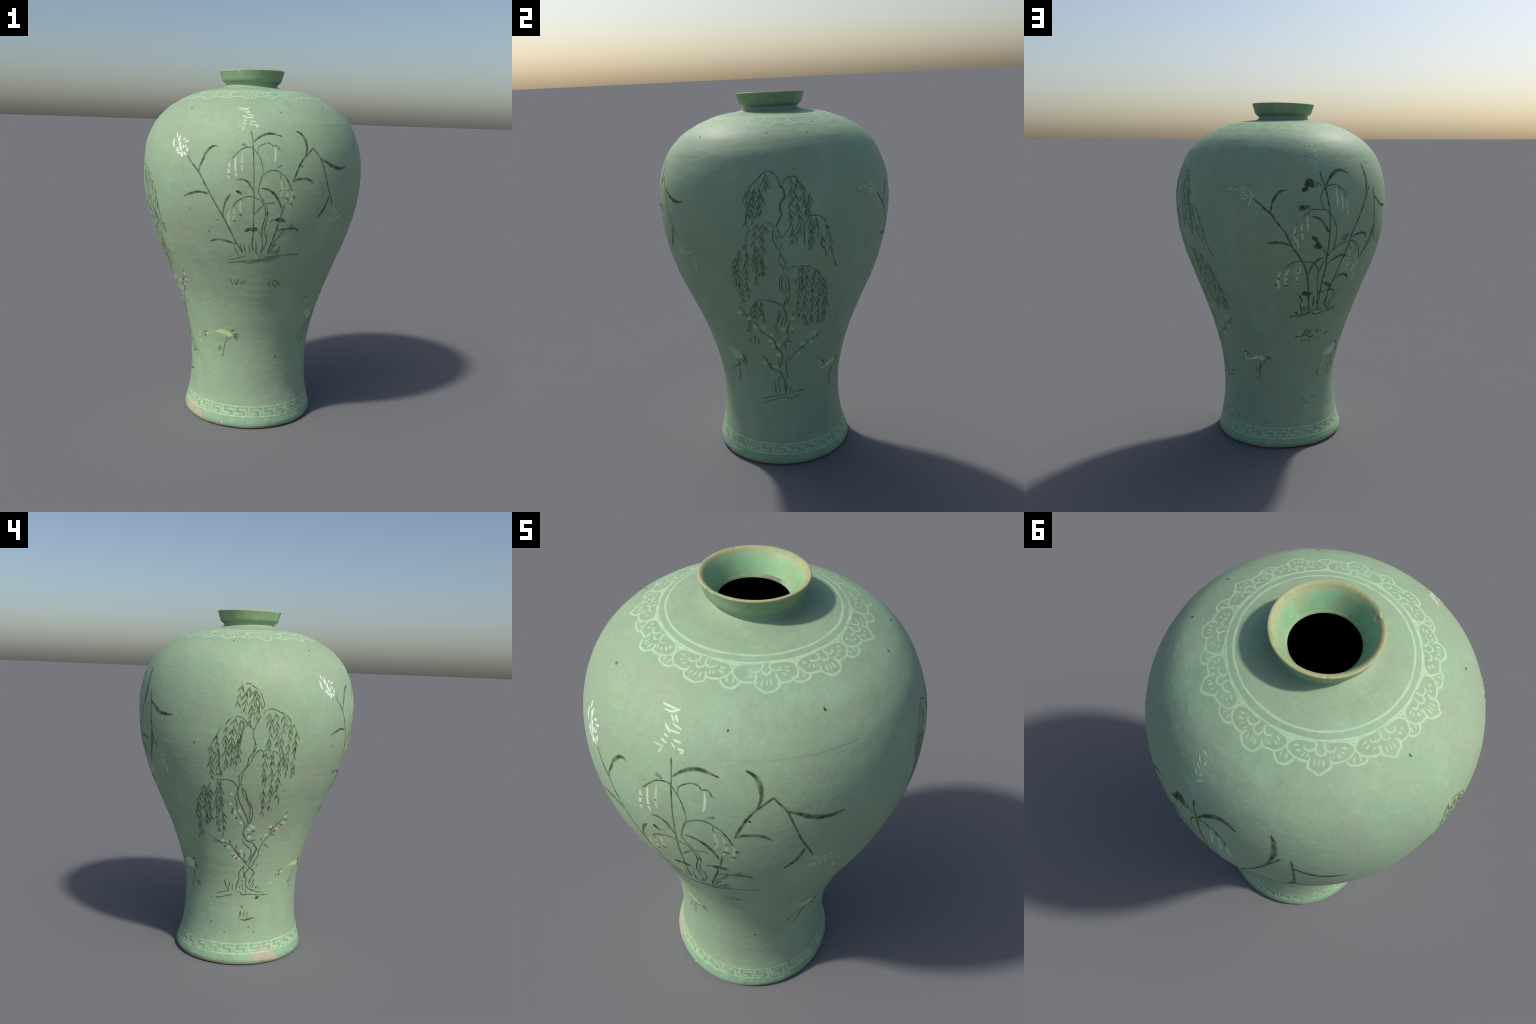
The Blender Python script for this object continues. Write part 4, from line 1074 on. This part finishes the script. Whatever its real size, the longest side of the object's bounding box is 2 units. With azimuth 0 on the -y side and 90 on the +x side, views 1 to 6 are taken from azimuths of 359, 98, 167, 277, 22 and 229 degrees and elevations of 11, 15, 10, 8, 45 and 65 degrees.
line(6.2, (306.6, 86.9), (304.3, 84.4), (301.7, 82.6), (299.7, 80.5), (299.2, 77.6), (296.0, 74.8), (293.4, 71.5), (291.7, 68.2), (291.0, 68.1))
line(4.8, (310.7, 86.0), (307.4, 85.9))
line(4.8, (301.1, 85.6), (301.9, 84.1))
line(5.3, (299.5, 77.8), (303.2, 76.6))
line(4.8, (291.8, 75.7), (293.3, 74.0))
line(5.3, (294.7, 71.5), (297.5, 70.8), (299.9, 69.0))
line(3.9, (281.1, 76.6), (282.5, 78.1), (285.3, 78.1))
line(5.7, (283.9, 74.4), (288.2, 74.4))
dot(6.8, (271.8, 93.2))
dot(6.0, (274.2, 87.8))
blossoms('slip_white', 9.6, (308.2, 88.0), (307.9, 84.4), (298.4, 82.1), (295.6, 77.3), (284.4, 83.0), (282.6, 81.0), (285.9, 82.0), (283.6, 76.1))
blossoms('slip_white', 9.2, (271.2, 101.8), (270.6, 96.2), (273.2, 90.9), (275.9, 91.9), (277.1, 84.8), (264.4, 73.6), (268.0, 69.8))
blossoms('slip_white', 8.4, (271.4, 66.1), (277.6, 67.5), (276.0, 62.9), (273.0, 64.4))
blossoms('slip_yellow', 8.8, (303.6, 80.8))
blossoms('rust', 7.9, (307.1, 83.0), (298.5, 80.9), (301.8, 79.7), (285.8, 80.0))
blossoms('rust', 6.8, (271.5, 91.3), (265.8, 70.6))
blossoms('rust', 8.0, (275.5, 66.3), (271.9, 64.9), (274.6, 63.2))
inlay('grass_tuft', 'ink')
line(5.5, (263.1, 49.8), (264.6, 46.2), (267.2, 43.0))
line(5.0, (268.3, 48.4), (267.2, 44.4))
line(4.6, (270.9, 47.1), (270.4, 43.4))
line(4.5, (278.3, 50.2), (280.1, 48.5))
line(4.6, (278.8, 47.8), (280.0, 45.4), (280.1, 43.2))
line(4.1, (277.0, 46.0), (277.7, 44.6))
line(4.6, (282.6, 44.4), (282.7, 41.7))
line(5.0, (290.1, 50.4), (286.6, 45.3))
line(5.0, (290.4, 47.9), (288.1, 44.6))
line(4.6, (292.9, 46.4), (291.6, 44.2))
line(4.6, (295.6, 46.3), (293.9, 44.1))
line(4.1, (296.2, 44.3), (295.7, 43.8))
inlay('ground_line', 'ink')
line(5.5, (275.0, 42.8), (277.6, 42.2), (280.2, 40.8), (286.9, 41.2), (295.5, 40.4), (304.7, 40.2))
line(5.0, (255.4, 40.4), (260.6, 41.7), (267.2, 42.9))
line(5.1, (254.5, 37.8), (263.0, 39.3), (270.6, 40.8))
blade(5.4, (291.1, 59.7), (291.6, 58.2))
patch((291.9, 38.7), (293.2, 39.8), (296.0, 39.8), (295.7, 38.6), (292.6, 37.7))
inlay('grass_tuft', 'ink')
dot(6.4, (279.9, 33.6))
blade(6.0, (278.7, 31.2), (278.4, 27.4))
blade(6.0, (282.7, 31.0), (281.6, 27.9))
line(4.2, (285.4, 30.5), (284.5, 27.7))
line(3.7, (276.2, 26.7), (278.8, 27.4))
blade(6.5, (277.8, 26.0), (284.2, 25.8), (291.9, 27.0))
blade(4.6, (283.7, 27.0), (288.0, 26.7), (291.9, 27.0))
frond((275.7, 159.6), (275.0, 155.8), (273.8, 152.2), (273.7, 147.8))
frond((279.0, 158.5), (277.6, 154.7), (277.4, 150.8), (277.0, 146.4), (277.7, 144.0))
frond((279.2, 158.3), (279.7, 154.8))
frond((281.9, 156.9), (280.7, 152.5), (280.1, 148.5), (280.4, 145.7), (279.3, 139.7))
frond((282.1, 156.9), (282.5, 153.3), (282.2, 149.8), (281.1, 144.6))
frond((284.1, 151.4), (283.8, 147.8), (282.8, 143.4), (282.4, 140.6))
frond((273.2, 142.6), (272.2, 138.4), (271.6, 134.7), (271.3, 130.6), (271.5, 126.4), (271.6, 116.2))
frond((275.5, 141.9), (275.2, 138.5), (274.9, 134.8), (274.3, 129.5), (273.9, 125.3), (273.2, 116.3))
frond((276.2, 141.6), (276.8, 136.1), (276.1, 132.8), (274.7, 129.1), (275.3, 122.4))
frond((268.9, 138.2), (268.2, 134.1), (268.3, 130.4), (268.7, 126.3), (268.6, 122.1), (269.1, 116.1))
frond((264.4, 133.5), (264.0, 130.1), (264.8, 126.9), (264.7, 122.7), (264.7, 118.4), (265.7, 112.8))
frond((261.6, 127.1), (261.7, 124.2), (260.7, 120.3), (260.4, 116.8), (261.0, 110.3))
frond((270.6, 129.3), (270.6, 125.1))
frond((288.8, 145.6), (288.7, 141.6), (289.5, 138.5), (289.5, 135.7), (289.3, 132.8), (289.4, 129.1), (289.4, 126.6))
frond((291.6, 145.7), (292.6, 141.7), (292.8, 138.2), (292.7, 134.5), (293.4, 131.2), (292.9, 127.9))
frond((295.6, 144.5), (296.2, 140.9), (296.3, 139.0), (295.8, 134.9), (295.1, 129.5), (296.4, 125.8), (297.7, 121.0), (297.5, 117.1))
frond((299.5, 140.5), (299.2, 138.7), (299.6, 135.0), (299.5, 131.2), (299.6, 127.0), (300.1, 122.7), (300.2, 118.4), (300.1, 110.8))
frond((301.6, 139.7), (301.5, 138.7), (303.1, 135.4), (302.9, 132.0), (303.1, 127.4), (303.0, 122.7), (303.5, 118.3), (305.1, 111.6))
frond((288.3, 124.9), (288.2, 121.9), (287.8, 117.6), (288.7, 113.2), (289.3, 108.8), (289.0, 103.8), (289.5, 100.6), (290.5, 89.9))
frond((291.2, 124.1), (291.5, 119.8), (292.2, 115.0), (293.0, 110.5), (293.3, 106.0), (293.3, 101.9), (294.5, 92.4))
frond((292.4, 124.9), (292.4, 121.5), (292.5, 117.6))
frond((296.0, 122.8), (295.8, 118.4), (296.0, 114.1), (296.8, 109.6), (296.6, 105.1), (298.1, 99.4))
bare_frond((299.4, 99.6), (300.1, 95.5))
frond((259.7, 108.2), (259.0, 103.9), (258.1, 99.2), (257.1, 94.4), (257.4, 89.8), (256.8, 84.7))
frond((256.1, 105.4), (256.1, 100.9), (254.8, 96.1), (253.9, 91.8), (254.6, 88.0), (253.7, 82.2))
frond((256.5, 106.3), (254.4, 102.0), (250.7, 97.0), (248.6, 91.2), (247.0, 85.7))
frond((250.4, 96.1), (250.2, 90.4), (249.1, 85.0), (247.1, 75.6))
frond((264.0, 109.2), (263.3, 105.1), (262.9, 100.5), (261.9, 95.8), (261.8, 91.1), (261.2, 86.3), (262.6, 78.7))
frond((265.8, 109.3), (265.6, 105.3), (265.2, 100.7), (265.1, 96.1), (265.4, 91.4), (265.9, 87.6), (265.2, 78.7))
inlay('reed_plume', 'slip_dull')
blade(4.3, (228.0, 122.5), (228.3, 121.2))
blade(5.6, (229.9, 120.5), (230.2, 118.4))
blade(5.7, (228.7, 118.2), (228.5, 115.1))
blade(5.2, (232.0, 120.6), (232.3, 118.6))
blade(5.2, (229.5, 117.4), (229.7, 115.2))
blade(5.6, (231.1, 116.1), (231.4, 114.1))
blade(5.2, (229.3, 114.3), (230.5, 112.6))
blade(6.1, (231.8, 113.3), (231.6, 109.4))
inlay('iron_speck', 'iron')
dot(4.7, (318.6, 178.0))
dot(3.9, (49.5, 179.5))
dot(2.9, (15.2, 176.8))
dot(4.0, (23.2, 150.8))
dot(3.7, (328.4, 127.6))
dot(2.8, (343.2, 122.7))
dot(3.3, (337.8, 115.9))
dot(3.1, (301.7, 104.1))
dot(3.4, (40.4, 103.1))
dot(2.9, (30.7, 110.9))
dot(3.5, (335.8, 79.4))
dot(4.6, (26.1, 41.6))
dot(3.1, (94.6, 181.2))
dot(3.1, (119.2, 180.5))
dot(3.0, (107.1, 165.4))
dot(4.1, (122.1, 15.9))
dot(3.6, (100.3, 34.1))
dot(3.2, (113.2, 15.0))
dot(3.9, (154.1, 14.9))
dot(3.9, (122.4, 15.8))
dot(3.4, (189.8, 35.0))
dot(4.8, (194.4, 25.2))
dot(4.8, (191.1, 28.1))
dot(3.9, (201.7, 27.8))
dot(3.9, (204.8, 27.7))
dot(3.4, (267.4, 181.4))
dot(4.1, (252.6, 128.8))
dot(5.0, (264.0, 112.5))
dot(4.2, (264.5, 18.4))
dot(4.7, (250.7, 23.1))
dot(3.7, (286.8, 21.4))
dot(3.7, (292.3, 18.8))
inlay('glaze_fleck', 'slip_yellow')
dot(4.2, (307.6, 47.4))
dot(5.1, (307.4, 46.7))
dot(3.7, (326.6, 30.4))
dot(3.4, (135.2, 83.6))
dot(4.1, (136.1, 83.4))
dot(3.4, (188.6, 33.6))
dot(3.7, (290.4, 15.1))
dot(5.1, (249.0, 33.3))
dot(5.6, (337.7, 2.9))
dot(3.6, (321.4, 90.0))
dot(2.7, (125.5, 147.1))
dot(3.0, (124.2, 147.0))
dot(3.8, (247.9, 16.3))
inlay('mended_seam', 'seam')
line(1.7, (276.5, 166.8), (320.4, 168.0), (339.9, 168.7), (356.3, 169.6), (370.1, 170.1), (383.2, 170.5), (398.7, 170.8), (417.7, 171.2))
line(1.7, (217.4, 166.7), (236.6, 166.9), (252.0, 166.8), (264.9, 167.0), (277.0, 167.0), (285.8, 167.1), (303.2, 167.5), (319.3, 168.0), (340.7, 169.0))
line(1.9, (243.1, 35.2), (264.7, 34.9), (287.4, 34.7), (303.6, 35.1), (323.9, 35.0), (349.9, 32.7))
line(1.9, (296.9, 34.4), (297.8, 13.7))
inlay('restored_patch', 'plaster')
patch((297.7, 10.7), (303.7, 10.4), (308.2, 8.7), (307.9, 7.0), (312.2, 6.2), (315.0, 3.8), (317.1, 2.2), (310.0, 2.0), (301.8, 2.5), (291.6, 2.4), (288.3, 3.2), (293.6, 6.6), (292.8, 8.1))
close()

# ---- lotus-lappet collar: ruyi heads and small lobes round two lines on the shoulder
_zs = np.linspace(1.78, 1.8995, 400)
_rs = wall_radius(_zs)
def collar_point(az_deg, rad):
    """polar position about the collar's own centre -> (azimuth deg, height cm) on the wall"""
    a = np.radians(az_deg)
    x = -0.018 + rad * np.sin(a) - axis_x(1.86); y = 0.0 - rad * np.cos(a) - axis_y(1.86)
    r = np.hypot(x, y)
    return float(np.degrees(np.arctan2(x, -y))), float(np.interp(-r, -_rs, _zs)) * 100
def collar_line(mm, pts):
    PIECE.stroke(mm * 1.12, [collar_point(a, r) for a, r in pts], taper_ends, wobble=0.3)

for rad, mm in ((0.3175, 7.0), (0.2925, 8.0)):
    inlay("collar_line", "collar")
    n = 240
    az = np.linspace(0, 360, n + 1)
    wav = 0.0018 * value_noise(np.stack([np.cos(np.radians(az)) * 5, np.sin(np.radians(az)) * 5, az * 0 + rad * 99], -1))
    pts = [collar_point(a, rad + w) for a, w in zip(az, wav)]
    P = np.array([(np.radians(a), z / 100) for a, z in pts]); P[:, 0] = np.unwrap(P[:, 0])
    C = catmull(P, 900)
    wd = mm / 1000 * (1 + 0.45 * value_noise(np.stack([np.cos(C[:, 0]) * 6, np.sin(C[:, 0]) * 6, C[:, 0] * 0 + rad * 50], -1)))
    PIECE.ribbon(C, wd)
HEADS = [358.0, 391.2, 422.6, 455.0, 486.6, 518.4, 553.6, 586.6, 621.4, 650.6, 683.4]     # azimuth of each ruyi head
for i, c in enumerate(HEADS):
    nxt = HEADS[(i + 1) % 11] + (360 if i == 10 else 0); prv = HEADS[i - 1] - (360 if i == 0 else 0)
    kl, kr = (c - prv) / 2 / 17.0, (nxt - c) / 2 / 17.0
    hang = random.uniform(-0.005, 0.009)
    def at(*pts, g=0.0):
        out = []
        for a, r in pts:
            a = a * (kl if a < 0 else kr)
            out.append((c + a + random.uniform(-0.5, 0.5), r + hang * smooth(0.36, 0.4, r) + random.uniform(-0.0018, 0.0018) * smooth(0.325, 0.335, r)))
        return out
    inlay("ruyi_lappet", "collar")
    LOBE = [(3.2, 0.322), (9.1, 0.321), (14.4, 0.327), (16.6, 0.345), (15.6, 0.364), (12.5, 0.377), (8.3, 0.381), (4.6, 0.380)]
    CURL = [(2.6, 0.321), (1.9, 0.331), (2.9, 0.343), (5.2, 0.349), (7.6, 0.344), (8.1, 0.336)]
    for sgn in (-1, 1):
        jz = random.uniform(-0.003, 0.003)
        collar_line(5.6, at(*[(sgn * a, r + jz * smooth(0.33, 0.36, r)) for a, r in LOBE]))
        collar_line(5.4, at(*[(sgn * a * random.uniform(0.92, 1.08), r) for a, r in CURL]))
        for (a0, r0), (a1, r1) in (((13.2, 0.343), (10.6, 0.338)), ((12.2, 0.357), (9.9, 0.350)), ((9.3, 0.367), (7.9, 0.357)), ((6.0, 0.369), (5.3, 0.358))):
            if random.random() < 0.88:
                j = random.uniform(-0.5, 0.5)
                collar_line(random.uniform(4.6, 6.2), at((sgn * a0 + j, r0), (sgn * (a0 + a1) / 2 + j, (r0 + r1) / 2 + 0.001), (sgn * a1 + j, r1)))
    collar_line(5.4, at((-2.2, 0.343), (-1.6, 0.354), (0.2, 0.3595), (2.0, 0.354), (2.6, 0.343)))
    collar_line(6.6, at((-4.3, 0.364), (-5.6, 0.379), (-4.6, 0.392), (-2.2, 0.401), (0.3 + random.uniform(-1.2, 1.2), random.choice((0.405, 0.411))), (2.8, 0.400), (4.8, 0.391), (5.5, 0.378), (4.2, 0.364)))
    for a in (-2.8, -0.4, 2.1):
        collar_line(5.4, at((a, 0.388), (a * 0.8 + 0.3, 0.3705)))
    # little lobe hanging between this head and the next
    inlay("small_lappet", "collar")
    w = (nxt - c) / 34.0
    mid = (c + nxt) / 2
    flat = random.uniform(-0.004, 0.004)
    collar_line(6.2, [(mid - 5.2 * w, 0.376), (mid - 3.9 * w, 0.389), (mid - 1.6 * w, 0.397 + flat), (mid + 1.6 * w, 0.397 + flat), (mid + 3.9 * w, 0.389), (mid + 5.2 * w, 0.376)])
    for a in (-1.7, 1.4):
        collar_line(5.0, [(mid + a * w, 0.386), (mid + a * 0.9 * w, 0.371)])
    collar_line(8.0, [(mid - 2.6 * w, 0.3195), (mid, 0.327), (mid + 2.6 * w, 0.3195)])

# ---- key-fret band round the foot
inlay("fret_border", "fret")
for z0, mm in ((FRET_TOP, 9.5), (FRET_BOTTOM, 9.5)):
    az = np.linspace(0, 2 * math.pi, 700)
    z = z0 + fret_tilt(az, z0)
    wd = mm / 1000 * (1 + 0.3 * value_noise(np.stack([np.cos(az) * 9, np.sin(az) * 9, az * 0 + z0 * 70], -1)))
    PIECE.ribbon(np.stack([az, z], -1), wd)
UNITS = 29
for k in range(UNITS):
    a0 = 2.0 + 360 / UNITS * k + random.uniform(-0.6, 0.6)
    u = 360 / UNITS
    inlay("fret_key", "fret")
    h = 100 * (FRET_TOP - FRET_BOTTOM)
    t = 0.65 * math.cos(math.radians(a0))
    top, bot = 100 * FRET_TOP + t, 100 * FRET_BOTTOM + t
    s = random.uniform(-0.2, 0.2)
    line(10.4, (a0 + 0.2, top), (a0 - 0.1, top - 0.28 * h), (a0 + 0.3, bot + 0.36 * h), (a0 + 1.4, bot + 0.26 * h), (a0 + 4.2, bot + 0.26 * h), (a0 + 7.4 + s, bot + 0.27 * h))
    line(10.4, (a0 + 10.7, bot), (a0 + 10.5, bot + 0.35 * h), (a0 + 9.7, bot + 0.62 * h), (a0 + 8.6, bot + 0.70 * h), (a0 + 5.8, bot + 0.70 * h), (a0 + 3.1 - s, bot + 0.66 * h))
close()
